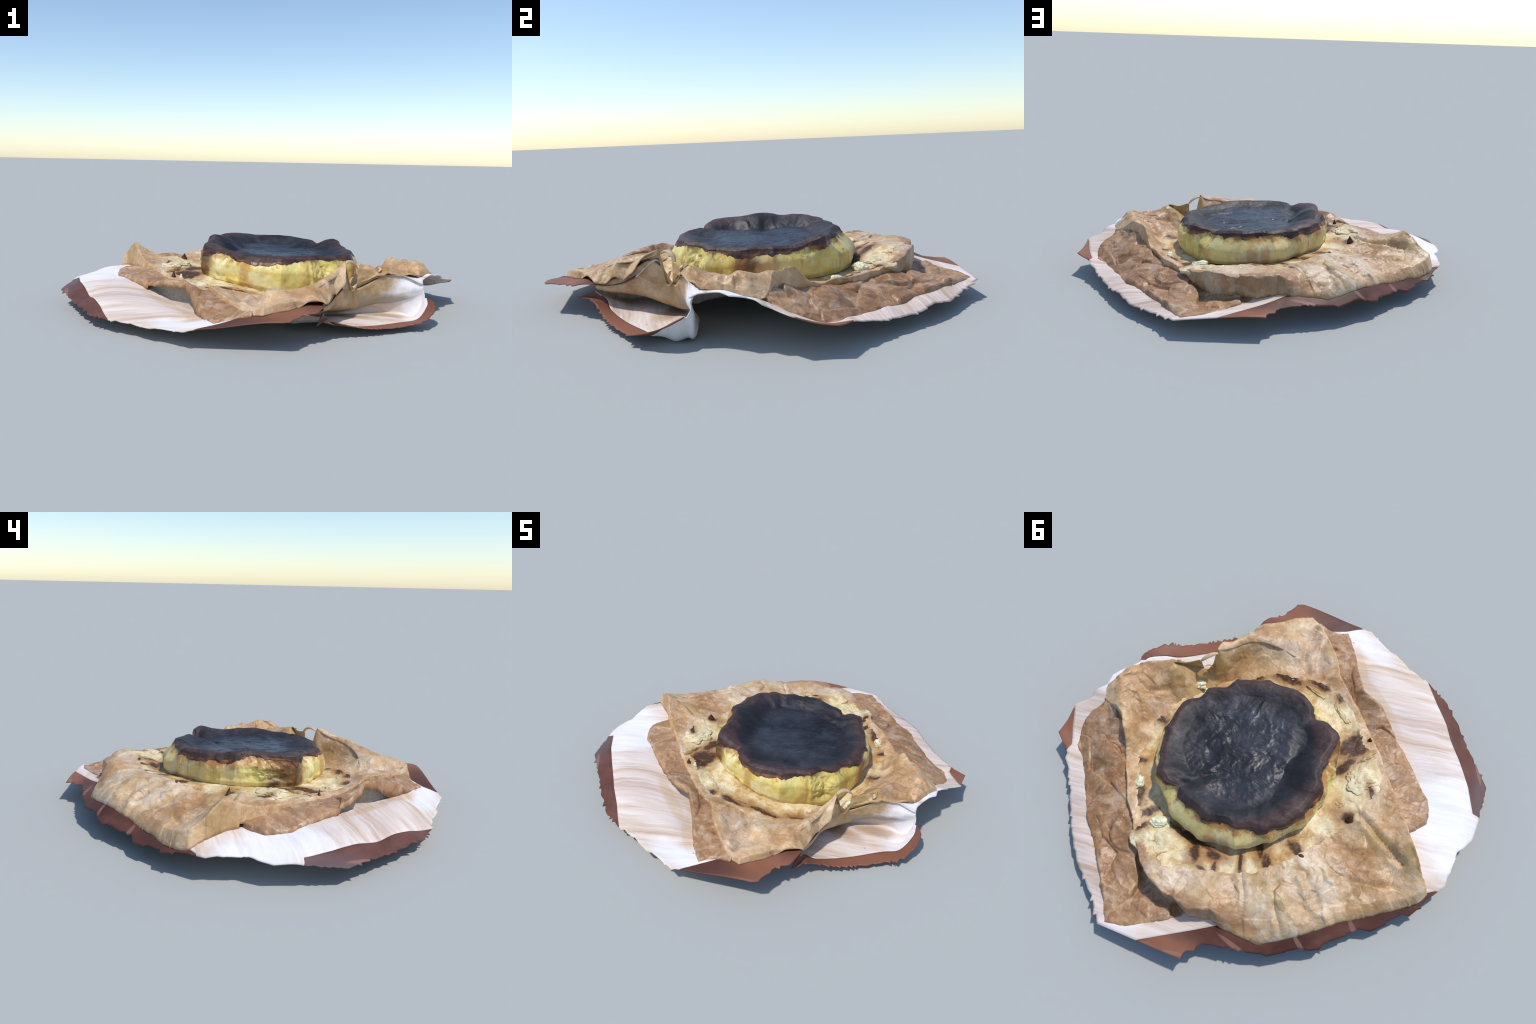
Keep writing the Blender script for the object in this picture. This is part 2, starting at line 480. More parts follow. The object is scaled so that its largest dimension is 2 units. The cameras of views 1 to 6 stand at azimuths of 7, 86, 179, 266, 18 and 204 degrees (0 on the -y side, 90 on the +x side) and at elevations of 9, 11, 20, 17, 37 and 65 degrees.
def residue_material():
    n = Nodes("baked_cream_film")
    mid = n.noise(14, 6, 0.65, n.wobble(None, 8, 0.10))
    col = n.ramp(mid, [(0.33, (0.42, 0.245, 0.09)), (0.44, (0.61, 0.435, 0.205)), (0.54, (0.73, 0.585, 0.335)), (0.67, (0.82, 0.73, 0.52))])
    toast = n.blobs(TOAST, 9, 0.6, 0.6)
    col = n.mix(n.m("MULTIPLY", toast, 0.55), col, (0.46, 0.245, 0.075))
    pale = n.blobs(PALE, 12, 0.8, 0.6)
    col = n.mix(n.m("MULTIPLY", pale, 0.7), col, n.ramp(n.noise(24, 6, 0.65), [(0.35, (0.56, 0.46, 0.24)), (0.62, (0.78, 0.73, 0.52))]))
    fringe = n.blobs([(x, y, rx * 1.5 + 0.008, ry * 1.5 + 0.008, a) for x, y, rx, ry, a in CHAR], 10, 1.2, 0.6)
    col = n.mix(n.m("MULTIPLY", fringe, 0.7), col, (0.25, 0.095, 0.026))
    char = n.blobs(CHAR, 15, 1.5, 0.35)
    col = n.mix(n.m("MULTIPLY", char, 0.9), col, (0.040, 0.015, 0.008))
    veins = n.step(n.m("ABSOLUTE", n.m("SUBTRACT", n.noise(8, 4, 0.6, n.wobble(None, 9, 0.1)), 0.5)), 0.012, 0.0)
    col = n.mix(n.m("MULTIPLY", veins, 0.4), col, (0.36, 0.17, 0.05))
    h = n.m("ADD", n.noise(30, 5, 0.6), n.m("MULTIPLY", n.noise(90, 3), 0.35))
    return n.done(col, 0.5, n.bump(h, 0.25, 0.008), 0.35)


def cake_angle(n):
    return n.m("ARCTAN2", n.m("SUBTRACT", n.y, float(CAKE[1])), n.m("SUBTRACT", n.x, float(CAKE[0])))


def cake_material():
    n = Nodes("baked_cheesecake")
    big = n.noise(7, 4, 0.55)
    mid = n.noise(26, 5, 0.6)
    col = n.ramp(big, [(0.32, (0.49, 0.315, 0.055)), (0.45, (0.64, 0.465, 0.105)), (0.56, (0.73, 0.58, 0.17)), (0.7, (0.80, 0.70, 0.36))])
    col = n.mix(n.m("MULTIPLY", n.step(mid, 0.5, 0.72), 0.4), col, (0.76, 0.70, 0.42))
    fl = n.noise(5, 4, 0.6, n.map((9, 9, 1.0)))
    col = n.mix(n.m("MULTIPLY", n.step(fl, 0.54, 0.68), 0.45), col, (0.42, 0.27, 0.06))
    # back and left sides are creamier, the front is a clear yellow
    cream = n.step(n.m("SUBTRACT", n.y, n.m("MULTIPLY", n.x, 0.6)), 0.05, 0.35)
    col = n.mix(n.m("MULTIPLY", cream, 0.45), col, n.ramp(big, [(0.35, (0.56, 0.41, 0.17)), (0.6, (0.76, 0.64, 0.39))]))
    green = n.blobs([(0.46, 0.12, 0.06, 0.22, 0), (0.2, 0.44, 0.12, 0.07, 0), (-0.18, -0.26, 0.05, 0.05, 0)], 14, 0.7, 0.5)
    col = n.mix(n.m("MULTIPLY", green, 0.35), col, (0.58, 0.51, 0.22))
    pale = n.step(n.noise(6, 5, 0.6, n.map((1, 1, 1.3), 0, (4, 2, 1))), 0.52, 0.64)
    col = n.mix(n.m("MULTIPLY", pale, 0.55), col, (0.82, 0.73, 0.44))
    bright = n.blobs([(0.33, -0.30, 0.07, 0.06, 20), (0.2, -0.37, 0.06, 0.05, 0), (-0.33, 0.0, 0.04, 0.1, 0)], 20, 0.7, 0.5)
    col = n.mix(n.m("MULTIPLY", bright, 0.6), col, (0.80, 0.72, 0.25))
    # brown toasting that bleeds down from the crust, uneven round the side
    ang = cake_angle(n)
    drip = n.noise(4, 5, 0.6, n.map((8, 8, 1.6)))
    zz = n.m("MULTIPLY_ADD", drip, 0.14, n.z)
    toast = n.step(zz, 0.315, 0.352)
    col = n.mix(n.m("MULTIPLY", toast, 0.8), col, (0.36, 0.13, 0.03))
    run = n.m("MULTIPLY", n.step(n.noise(5, 4, 0.55, n.map((11, 11, 0.7), 0, (2, 7, 0))), 0.60, 0.70), n.step(n.z, 0.16, 0.25))
    col = n.mix(n.m("MULTIPLY", run, 0.75), col, (0.30, 0.10, 0.025))
    foot = n.step(n.m("MULTIPLY_ADD", n.noise(9, 4), 0.06, n.z), 0.20, 0.15)
    col = n.mix(n.m("MULTIPLY", foot, 0.45), col, (0.40, 0.26, 0.06))
    burn = n.blobs([(-0.335, -0.10, 0.06, 0.035, 90), (-0.305, -0.175, 0.085, 0.06, -50), (-0.265, -0.225, 0.025, 0.04, 30), (0.475, -0.06, 0.03, 0.05, 0), (0.34, 0.37, 0.02, 0.03, 40)], 18, 0.7, 0.5)
    burn = n.m("MULTIPLY", burn, n.step(n.m("MULTIPLY_ADD", drip, 0.16, n.z), 0.20, 0.27))
    col = n.mix(n.m("MULTIPLY", burn, 0.9), col, n.ramp(mid, [(0.4, (0.055, 0.016, 0.008)), (0.62, (0.24, 0.075, 0.02))]))
    spots = n.blobs([(0.06, 0.455, 0.03, 0.03, 0), (0.0, 0.45, 0.025, 0.03, 0), (0.30, 0.40, 0.015, 0.05, 40), (0.24, -0.36, 0.035, 0.03, 0), (-0.05, -0.36, 0.03, 0.03, 0),
                     (0.49, 0.03, 0.02, 0.04, 0), (0.47, -0.10, 0.02, 0.03, 0)], 22, 0.8, 0.5)
    col = n.mix(n.m("MULTIPLY", spots, 0.5), col, (0.42, 0.17, 0.04))
    h = n.m("ADD", n.noise(32, 5, 0.65), n.m("MULTIPLY", big, 1.0))
    return n.done(col, 0.42, n.bump(h, 0.35, 0.008), 0.45, Subsurface_Weight=0.05, Subsurface_Radius=(0.02, 0.012, 0.005))


def crust_material():
    n = Nodes("burnt_crust")
    rr = n.m("SQRT", n.m("ADD", n.m("POWER", n.m("SUBTRACT", n.x, float(CAKE[0])), 2.0), n.m("POWER", n.m("SUBTRACT", n.y, float(CAKE[1])), 2.0)))
    big = n.noise(8, 5, 0.6)
    col = n.ramp(big, [(0.35, (0.008, 0.007, 0.008)), (0.5, (0.017, 0.015, 0.019)), (0.68, (0.036, 0.036, 0.045))])
    streak_noise = n.noise(20, 7, 0.72, n.map((0.8, 1.5, 1), 0.5), 0.8)
    sky_glints = n.m("MULTIPLY", n.step(streak_noise, 0.50, 0.72), n.step(rr, 0.37, 0.26))  # bluish sky reflections flecked onto the black crust colour
    col = n.mix(n.m("MULTIPLY", sky_glints, 0.2), col, (0.085, 0.100, 0.135))
    sky_sheen = n.blobs([(0.0, -0.06, 0.13, 0.10, 20), (0.08, -0.15, 0.16, 0.05, 5), (0.0, 0.2, 0.10, 0.05, 10)], 9, 0.6, 0.7)  # broad blue-grey sheen of the sky, tinted into the sunken top
    col = n.mix(n.m("MULTIPLY", sky_sheen, 0.18), col, (0.085, 0.105, 0.130))
    wall = n.blobs([(-0.20, 0.02, 0.07, 0.17, 0), (0.29, 0.26, 0.05, 0.03, 30)], 7, 0.6, 0.6)
    col = n.mix(n.m("MULTIPLY", wall, 0.8), col, (0.009, 0.007, 0.009))
    rim = n.step(n.m("MULTIPLY_ADD", n.noise(8, 4), 0.13, rr), 0.365, 0.435)
    col = n.mix(n.m("MULTIPLY", rim, 0.85), col, n.ramp(streak_noise, [(0.35, (0.030, 0.014, 0.012)), (0.65, (0.092, 0.046, 0.040))]))
    edge = n.step(n.m("MULTIPLY_ADD", n.noise(16, 4), 0.06, rr), 0.43, 0.46)
    low = n.step(n.m("MULTIPLY_ADD", n.noise(12, 4, 0.6), 0.07, n.z), 0.325, 0.275)
    col = n.mix(n.m("MULTIPLY", n.m("MULTIPLY", edge, low), 0.9), col, n.ramp(n.noise(22, 4, 0.6), [(0.35, (0.07, 0.022, 0.012)), (0.65, (0.21, 0.075, 0.024))]))
    rough = n.m("ADD", n.m("MULTIPLY_ADD", n.noise(14, 4), 0.35, 0.17), n.m("MULTIPLY", n.step(rr, 0.17, 0.28), 0.22))
    h = n.m("ADD", n.noise(22, 6, 0.6, n.map((0.7, 1.4, 1), 0.4), 0.6), n.m("MULTIPLY", n.noise(120, 3), 0.12))
    return n.done(col, rough, n.bump(h, 0.32, 0.01), 0.42)


def toasted_material():
    n = Nodes("toasted_edge")
    a = n.noise(15, 5, 0.62, n.map((1, 1, 1.4)))
    col = n.ramp(a, [(0.36, (0.030, 0.012, 0.010)), (0.48, (0.085, 0.032, 0.018)), (0.58, (0.20, 0.075, 0.025)), (0.70, (0.36, 0.17, 0.05))])
    return n.done(col, 0.4, n.bump(n.noise(30, 5, 0.6), 0.3, 0.008), 0.45)


def hollow_wall_material():
    """back of the hollow: paper-tan fading to bare white wood, khaki low down"""
    n = Nodes("hollow_wall")
    w = n.m("MULTIPLY_ADD", n.noise(14, 5, 0.65), 0.14, n.m("MULTIPLY_ADD", n.z, -0.6, n.x))
    g = n.noise(30, 4)
    tan = n.ramp(g, [(0.35, (0.40, 0.25, 0.12)), (0.65, (0.55, 0.38, 0.21))])
    white = n.ramp(g, [(0.35, (0.72, 0.66, 0.62)), (0.6, (0.84, 0.81, 0.80))])
    col = n.mix(n.step(w, 0.57, 0.68), tan, white)
    low = n.m("MULTIPLY", n.step(n.m("MULTIPLY_ADD", n.noise(22, 4, 0.6), 0.06, n.z), 0.165, 0.125), n.step(n.x, 0.76, 0.70))
    col = n.mix(n.m("MULTIPLY", low, 0.85), col, (0.33, 0.28, 0.205))
    return n.done(col, 0.65, n.bump(g, 0.2, 0.004), 0.3)


def plain_material(name, colour, dark, scale=40, rough=0.5):
    n = Nodes(name)
    a = n.noise(scale, 5, 0.6)
    return n.done(n.ramp(a, [(0.35, dark), (0.6, colour)]), rough, n.bump(a, 0.3, 0.006), 0.4)


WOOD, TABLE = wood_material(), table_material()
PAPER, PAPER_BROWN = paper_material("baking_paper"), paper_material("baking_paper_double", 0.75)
FILM, CAKE_MAT, CRUST, TOASTED = residue_material(), cake_material(), crust_material(), toasted_material()
CURD = plain_material("pale_curd", (0.84, 0.82, 0.60), (0.62, 0.56, 0.30), 34, 0.45)
SCORCH = plain_material("scorched_bit", (0.12, 0.045, 0.02), (0.03, 0.012, 0.008), 50, 0.55)

# ================================================================== serving board
RIM = [(1.002, 0.208, 0.102), (0.922, 0.275, 0.088), (0.848, 0.392, 0.062), (0.820, 0.434, 0.055), (0.735, 0.572, 0.050), (0.615, 0.728, 0.048),
       (0.501, 0.822, 0.052), (0.435, 0.882, 0.060), (0.383, 0.939, 0.072), (-0.001, 0.937, 0.094), (-0.074, 0.845, 0.096),
       (-0.190, 0.818, 0.102), (-0.340, 0.788, 0.081), (-0.438, 0.719, 0.093), (-0.494, 0.699, 0.075), (-0.573, 0.620, 0.073),
       (-0.651, 0.539, 0.072), (-0.707, 0.523, 0.058), (-0.797, 0.417, 0.070), (-0.838, 0.404, 0.073), (-0.905, 0.285, 0.095),
       (-0.940, 0.230, 0.097), (-0.946, 0.076, 0.102), (-0.994, -0.02, 0.09), (-0.996, -0.148, 0.085), (-0.991, -0.297, 0.070),
       (-0.916, -0.401, 0.065), (-0.866, -0.463, 0.060), (-0.772, -0.593, 0.058), (-0.676, -0.702, 0.049), (-0.577, -0.763, 0.052),
       (-0.474, -0.805, 0.053), (-0.393, -0.852, 0.053), (-0.308, -0.886, 0.060), (-0.214, -0.942, 0.068), (-0.170, -0.940, 0.078),
       (0.175, -0.938, 0.123), (0.208, -0.907, 0.125), (0.252, -0.821, 0.127), (0.301, -0.791, 0.129), (0.325, -0.742, 0.140),
       (0.342, -0.651, 0.133), (0.376, -0.556, 0.150), (0.415, -0.50, 0.18), (0.413, -0.41, 0.235), (0.444, -0.383, 0.14), (0.478, -0.345, 0.16),
       (0.524, -0.334, 0.188), (0.60, -0.315, 0.21), (0.70, -0.285, 0.205), (0.788, -0.279, 0.168), (0.79, -0.25, 0.182), (0.812, -0.212, 0.190), (0.84, -0.172, 0.196), (0.868, -0.140, 0.188), (0.872, -0.083, 0.180), (0.902, -0.053, 0.176), (0.917, -0.035, 0.165), (0.924, 0.0, 0.150), (0.985, 0.052, 0.138), (0.990, 0.13, 0.112)]
BOARD_INNER = [(-0.145, -0.831, 0.085), (-0.27, -0.79, 0.060), (-0.742, -0.122, 0.116), (-0.53, -0.37, 0.100), (-0.708, -0.347, 0.115), (-0.763, -0.471, 0.082), (-0.442, -0.518, 0.091), (-0.376, -0.598, 0.081), (-0.303, -0.54, 0.072), (-0.264, -0.566, 0.058), (-0.38, -0.45, 0.075), (-0.22, -0.64, 0.066), (-0.835, -0.37, 0.100), (-0.91, -0.25, 0.104),
               (-0.972, -0.112, 0.103), (-0.85, 0.1, 0.115), (-0.726, -0.54, 0.09), (-0.658, -0.634, 0.078), (-0.30, -0.72, 0.082),
               (-0.18, -0.52, 0.06), (-0.088, -0.883, 0.088), (0.10, -0.80, 0.13), (0.25, -0.74, 0.145), (0.1, -0.6, 0.11), (-0.40, -0.30, 0.10),
               (0, 0, 0.08), (0.3, 0.2, 0.08), (0.2, -0.3, 0.08), (-0.35, 0.2, 0.12), (-0.6, 0.1, 0.12), (-0.3, 0.55, 0.13), (-0.6, 0.4, 0.13),
               (-0.80, 0.30, 0.11), (-0.91, 0.20, 0.108), (0.1, 0.6, 0.085), (0.30, 0.75, 0.065), (0.5, 0.5, 0.07), (0.70, 0.25, 0.075), (0.62, 0.52, 0.066), (0.8, 0.15, 0.095),
               (0.88, 0.18, 0.078), (0.74, 0.44, 0.072), (0.55, 0.72, 0.06), (0.44, 0.83, 0.062), (-0.1, 0.765, 0.118), (-0.02, 0.80, 0.105), (-0.28, 0.725, 0.124), (-0.43, 0.615, 0.145), (-0.56, 0.49, 0.130), (-0.70, 0.41, 0.122), (0.194, 0.90, 0.088), (0.05, 0.82, 0.098),
               (0.5, -0.15, 0.10), (0.65, -0.15, 0.15), (0.72, 0.0, 0.15), (0.77, -0.10, 0.19), (0.84, -0.01, 0.150), (0.95, 0.15, 0.100), (0.67, 0.60, 0.072), (0.44, 0.76, 0.074)]
board_h = Drape(RIM + BOARD_INNER, 2e-5)

board = empty("serving_board", "pale wooden board patch with ragged dark table edge", "cutting board")
STRAIGHT = {8, 23, 35, 40, 41, 42, 43, 44, 45, 46, 47, 48}
rim_poly = ragged([p[:2] for p in RIM], 0.035, 0.011, 5, STRAIGHT | set(range(49, 62)))
WOOD_TO = [(1.3, -0.2), (0.978, 0.075), (0.955, 0.152), (0.918, 0.236), (1.0, 0.6), (0.6, 1.2), (0.23, 1.05), (0.194, 0.938), (0.07, 0.862), (-0.08, 0.77),
           (-0.2, 0.70), (-0.43, 0.575), (-0.62, 0.44), (-0.82, 0.325), (-0.908, 0.264), (-1.3, 0.33), (-1.2, -0.15), (-0.985, -0.135), (-0.972, -0.112), (-0.908, -0.252), (-0.834, -0.371),
           (-0.726, -0.540), (-0.658, -0.634), (-0.577, -0.763), (-0.55, -1.1), (-0.2, -1.1), (-0.165, -0.938), (-0.132, -0.916), (-0.088, -0.883), (-0.03, -0.85), (0.1, -0.77), (0.24, -0.70),
           (0.30, -0.64), (0.36, -0.56), (0.40, -0.50), (0.5, -0.6), (0.9, -0.5)]

th = angles(np.vstack([rim_poly, [p for p in WOOD_TO]]), HUB, 900)
R_rim = reach(rim_poly, HUB, th)
R_wood = np.minimum(reach(WOOD_TO, HUB, th), R_rim)
has_skirt = R_rim - R_wood > 0.004
cx, sy = np.cos(th), np.sin(th)


def polar(rho):
    return HUB[0] + rho * cx[None, :], HUB[1] + rho * sy[None, :]


t = np.linspace(0, 1, 64)[:, None] ** 0.8
t[0] = 0.02
x, y = polar(t * R_wood[None, :])
z = board_h(x, y) + 0.003 * fbm(x * 3, y * 14, 2.0, 3) * smooth(1.0, 0.9, t)
mesh_wood = np.stack([x, y, z], -1)
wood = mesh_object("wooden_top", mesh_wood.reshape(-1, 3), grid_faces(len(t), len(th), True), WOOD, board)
thicken(wood, 0.004)
ts = np.linspace(0, 1, 14)[:, None]
x, y = polar(R_wood[None, :] + ts * (R_rim - R_wood)[None, :])
z = board_h(x, y) + 0.004 * fbm(x * 9, y * 9, 8.0, 2) * np.sin(np.pi * np.clip(ts, 0, 1))
z[0] = mesh_wood[-1, :, 2]
f = grid_faces(len(ts), len(th), True)
cols = f[:, 0] % len(th)
keep = has_skirt[cols] | has_skirt[(cols + 1) % len(th)]
skirt = mesh_object("table_edge", np.stack([x, y, z], -1).reshape(-1, 3), f[keep], TABLE, board)
thicken(skirt, 0.004)

# the front corner of the board opens like a mouth below the paper: floor, back wall, brown lip
LIP = [(0.305, -0.768, 0.082), (0.350, -0.712, 0.084), (0.415, -0.668, 0.06), (0.527, -0.62, 0.035), (0.664, -0.54, 0.028), (0.767, -0.487, 0.045), (0.836, -0.385, 0.08), (0.825, -0.31, 0.108)]
LIP_IN = [(0.325, -0.69, 0.11), (0.342, -0.645, 0.075), (0.395, -0.62, 0.042), (0.525, -0.545, 0.026), (0.671, -0.452, 0.026), (0.752, -0.42, 0.038), (0.80, -0.355, 0.085), (0.805, -0.30, 0.11)]
FLOOR = [(0.31, -0.67, 0.088), (0.30, -0.59, 0.05), (0.35, -0.53, 0.036), (0.52, -0.43, 0.030), (0.64, -0.37, 0.026), (0.735, -0.335, 0.0042), (0.78, -0.315, 0.05), (0.797, -0.292, 0.105)]
BACK = [(0.27, -0.665, 0.092), (0.19, -0.590, 0.036), (0.16, -0.47, 0.026), (0.46, -0.285, 0.018), (0.66, -0.262, 0.026), (0.745, -0.272, 0.016), (0.785, -0.272, 0.075), (0.795, -0.280, 0.125)]
BEHIND = [(0.28, -0.668, 0.102), (0.20, -0.60, 0.068), (0.18, -0.46, 0.044), (0.47, -0.295, 0.040), (0.655, -0.272, 0.075), (0.735, -0.270, 0.09), (0.782, -0.268, 0.115), (0.793, -0.276, 0.142)]
SLOT = [(0.325, -0.685, 0.118), (0.350, -0.615, 0.108), (0.365, -0.50, 0.092), (0.430, -0.40, 0.072), (0.500, -0.322, 0.060), (0.625, -0.300, 0.115), (0.726, -0.291, 0.139), (0.776, -0.275, 0.150), (0.790, -0.278, 0.158)]
CREST = [(0.328, -0.69, 0.152), (0.338, -0.63, 0.158), (0.370, -0.55, 0.185), (0.400, -0.505, 0.215), (0.408, -0.45, 0.240), (0.425, -0.40, 0.215), (0.478, -0.352, 0.152), (0.600, -0.312, 0.206), (0.70, -0.276, 0.201), (0.765, -0.266, 0.180), (0.79, -0.268, 0.172)]
NS = 260
rails = [curve_through(c, NS) for c in (LIP, LIP_IN, FLOOR, BACK, BEHIND, SLOT, CREST)]
nl = np.arange(NS)
teeth = np.random.default_rng(2)
knots = np.unique(np.concatenate([[0, NS - 1], teeth.integers(2, NS - 2, 46)]))
jag = np.interp(nl, knots, np.where(np.arange(len(knots)) % 2 == 0, 1, -0.8) * teeth.uniform(0.05, 1.3, len(knots)) ** 1.4)
outw = rails[0] - rails[1]
rails[0] = rails[0] + outw * 0.13 * jag[:, None]
secs = np.stack([np.stack(r) for r in rails], 0)              # rail, s, xyz
lipu = np.linspace(0, 1, 8)
lip = secs[0][None] + lipu[:, None, None] * (secs[1] - secs[0])[None]
mesh_object("lip_edge", lip.reshape(-1, 3), grid_faces(8, NS), TABLE, board)
inner = []
for i in range(NS):
    q = secs[1:, i, :]
    q = np.concatenate([q[:1], q[:1] * 0.5 + q[1:2] * 0.5, q[1:2], q[1:2] * 0.4 + q[2:3] * 0.6, q[2:]])
    inner.append(curve_through(q, 48))
inner = np.stack(inner, 1)
inner[..., 2] = np.maximum(inner[..., 2], 0.004)
# rows evenly spaced from the lip, over the floor, up to the crest
inner[1:-1, :, 2] += 0.0035 * fbm(inner[1:-1, :, 0] * 7, inner[1:-1, :, 1] * 7, inner[1:-1, :, 2] * 7, 3)
inner[..., 2] = np.maximum(inner[..., 2], 0.0042)
nslot = 31
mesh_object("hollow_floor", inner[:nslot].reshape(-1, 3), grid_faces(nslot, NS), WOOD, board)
half = int(NS * 0.55)
mesh_object("hollow_wall", inner[nslot - 1:, half:].reshape(-1, 3), grid_faces(48 - nslot + 1, NS - half), hollow_wall_material(), board)
front_wall = inner[nslot - 1:, :half + 1]
for nm in ("lip_edge", "hollow_floor", "hollow_wall"):
    thicken(bpy.data.objects[nm], 0.004)

# ================================================================== baking paper
paper = empty("baking_paper", "crumpled brown parchment with baked-on cream and scorch marks", "baking paper")

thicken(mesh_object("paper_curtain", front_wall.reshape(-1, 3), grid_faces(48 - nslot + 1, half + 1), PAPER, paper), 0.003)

R_side = around([(0, .411), (30, .412), (50, .411), (70, .417), (90, .422), (115, .424), (127, .414), (140, .415), (164, .424), (180, .420), (-165, .424), (-150, .434), (-135, .428), (-120, .424), (-100, .426), (-80, .416), (-60, .408), (-30, .409)])
Z_base = around([(0, .138), (25, .143), (45, .138), (68, .146), (98, .162), (128, .182), (160, .186), (180, .181), (-165, .177), (-150, .167), (-119, .152), (-102, .139), (-85, .115), (-66, .100), (-52, .088), (-38, .086), (-27, .104), (-16, .128)])
ring = []
for d in range(0, 360, 20):
    a = math.radians(d)
    for r in (0.30, 0.43):
        trough = 0.012 * math.exp(-((d - 65) / 18) ** 2) if r > 0.4 else 0.0
        ring.append((CAKE[0] + r * math.cos(a), CAKE[1] + r * math.sin(a), float(Z_base(a)) - 0.005 - trough))
SHEET = [  # ridges, hollows and edges of the main sheet
    (0.78, -0.087, 0.254), (0.712, 0.028, 0.232), (0.738, 0.013, 0.240), (0.651, 0.102, 0.228), (0.63, 0.15, 0.185), (0.68, 0.065, 0.230), (0.618, 0.20, 0.155), (0.562, 0.288, 0.156), (0.503, 0.402, 0.152), (0.444, 0.464, 0.153), (0.382, 0.557, 0.166),
    (0.306, 0.642, 0.178), (0.242, 0.688, 0.198), (0.158, 0.726, 0.200), (0.102, 0.727, 0.195), (0.039, 0.745, 0.198), (-0.010, 0.732, 0.200), (-0.06, 0.697, 0.205),
    (-0.108, 0.711, 0.190), (-0.19, 0.715, 0.165), (-0.272, 0.728, 0.140), (-0.241, 0.663, 0.188), (-0.35, 0.640, 0.182), (-0.424, 0.612, 0.166), (-0.36, 0.57, 0.184), (-0.545, 0.49, 0.150), (-0.464, 0.426, 0.180), (-0.613, 0.363, 0.170), (-0.70, 0.41, 0.14), (-0.82, 0.335, 0.163),
    (-0.851, 0.288, 0.182), (-0.81, 0.235, 0.205), (-0.735, 0.16, 0.256), (-0.772, 0.20, 0.235), (-0.705, 0.12, 0.228), (-0.66, 0.06, 0.195), (-0.523, 0.106, 0.188), (-0.616, 0.160, 0.192), (-0.707, 0.223, 0.190), (-0.58, 0.09, 0.182), (-0.65, 0.27, 0.170), (-0.52, 0.27, 0.155), (-0.54, 0.34, 0.156),
    (-0.33, 0.371, 0.197), (-0.228, 0.464, 0.202), (0.081, 0.521, 0.188), (-0.071, 0.60, 0.195), (-0.464, 0.124, 0.182), (-0.509, 0.076, 0.195), (-0.475, -0.236, 0.171), (-0.56, -0.109, 0.177), (-0.44, -0.13, 0.185),
    (-0.40, -0.32, 0.156), (-0.328, -0.405, 0.146), (-0.257, -0.475, 0.148), (-0.27, -0.38, 0.148), (-0.152, -0.571, 0.169), (-0.123, -0.644, 0.165), (-0.012, -0.778, 0.150), (0.05, -0.835, 0.150), (0.092, -0.848, 0.157), (0.169, -0.795, 0.174), (0.253, -0.734, 0.168),
    (0.33, -0.70, 0.150), (0.10, -0.70, 0.150), (0.05, -0.56, 0.138), (0.03, -0.66, 0.14), (-0.064, -0.496, 0.150), (0.143, -0.50, 0.112), (0.23, -0.46, 0.094), (0.30, -0.447, 0.092), (0.345, -0.418, 0.088), (0.385, -0.382, 0.080), (0.425, -0.342, 0.086), (0.455, -0.295, 0.095), (0.46, -0.24, 0.108), (0.28, -0.52, 0.13), (0.20, -0.54, 0.130), (0.10, -0.66, 0.185), (0.17, -0.672, 0.188), (0.232, -0.669, 0.190), (0.288, -0.643, 0.206), (0.335, -0.59, 0.228), (0.36, -0.52, 0.236), (0.383, -0.478, 0.248), (0.404, -0.43, 0.262), (0.413, -0.408, 0.272), (0.31, -0.555, 0.205), (0.25, -0.605, 0.185), (0.355, -0.472, 0.212),
    (0.376, -0.562, 0.172), (0.346, -0.640, 0.150), (0.414, -0.515, 0.205), (0.444, -0.383, 0.147), (0.478, -0.345, 0.168), (0.524, -0.334, 0.196), (0.60, -0.316, 0.218),
    (0.594, -0.298, 0.240), (0.64, -0.255, 0.225), (0.46, -0.26, 0.112), (0.55, -0.25, 0.205), (0.572, -0.038, 0.142), (0.591, 0.10, 0.130), (0.511, 0.282, 0.130), (0.20, 0.52, 0.172), (0.655, -0.05, 0.205), (0.52, -0.12, 0.130), (0.62, 0.02, 0.155),
    (0.86, -0.085, 0.188), (0.872, -0.131, 0.192), (0.835, -0.165, 0.204), (0.793, -0.163, 0.232), (0.775, -0.186, 0.238), (0.74, -0.208, 0.218), (0.825, -0.125, 0.216), (0.74, -0.10, 0.238), (0.725, -0.172, 0.212), (0.677, -0.212, 0.208), (0.70, -0.24, 0.192), (0.62, -0.16, 0.205), (0.60, -0.245, 0.236), (0.66, -0.10, 0.205), (0.575, -0.16, 0.165), (0.745, -0.066, 0.243), (0.70, -0.03, 0.222), (0.64, 0.06, 0.195), (0.83, -0.02, 0.175), (0.72, -0.262, 0.215), (0.765, -0.225, 0.208), (0.765, 0.012, 0.215)]
sheet_h = Drape(SHEET + ring, 3e-5)
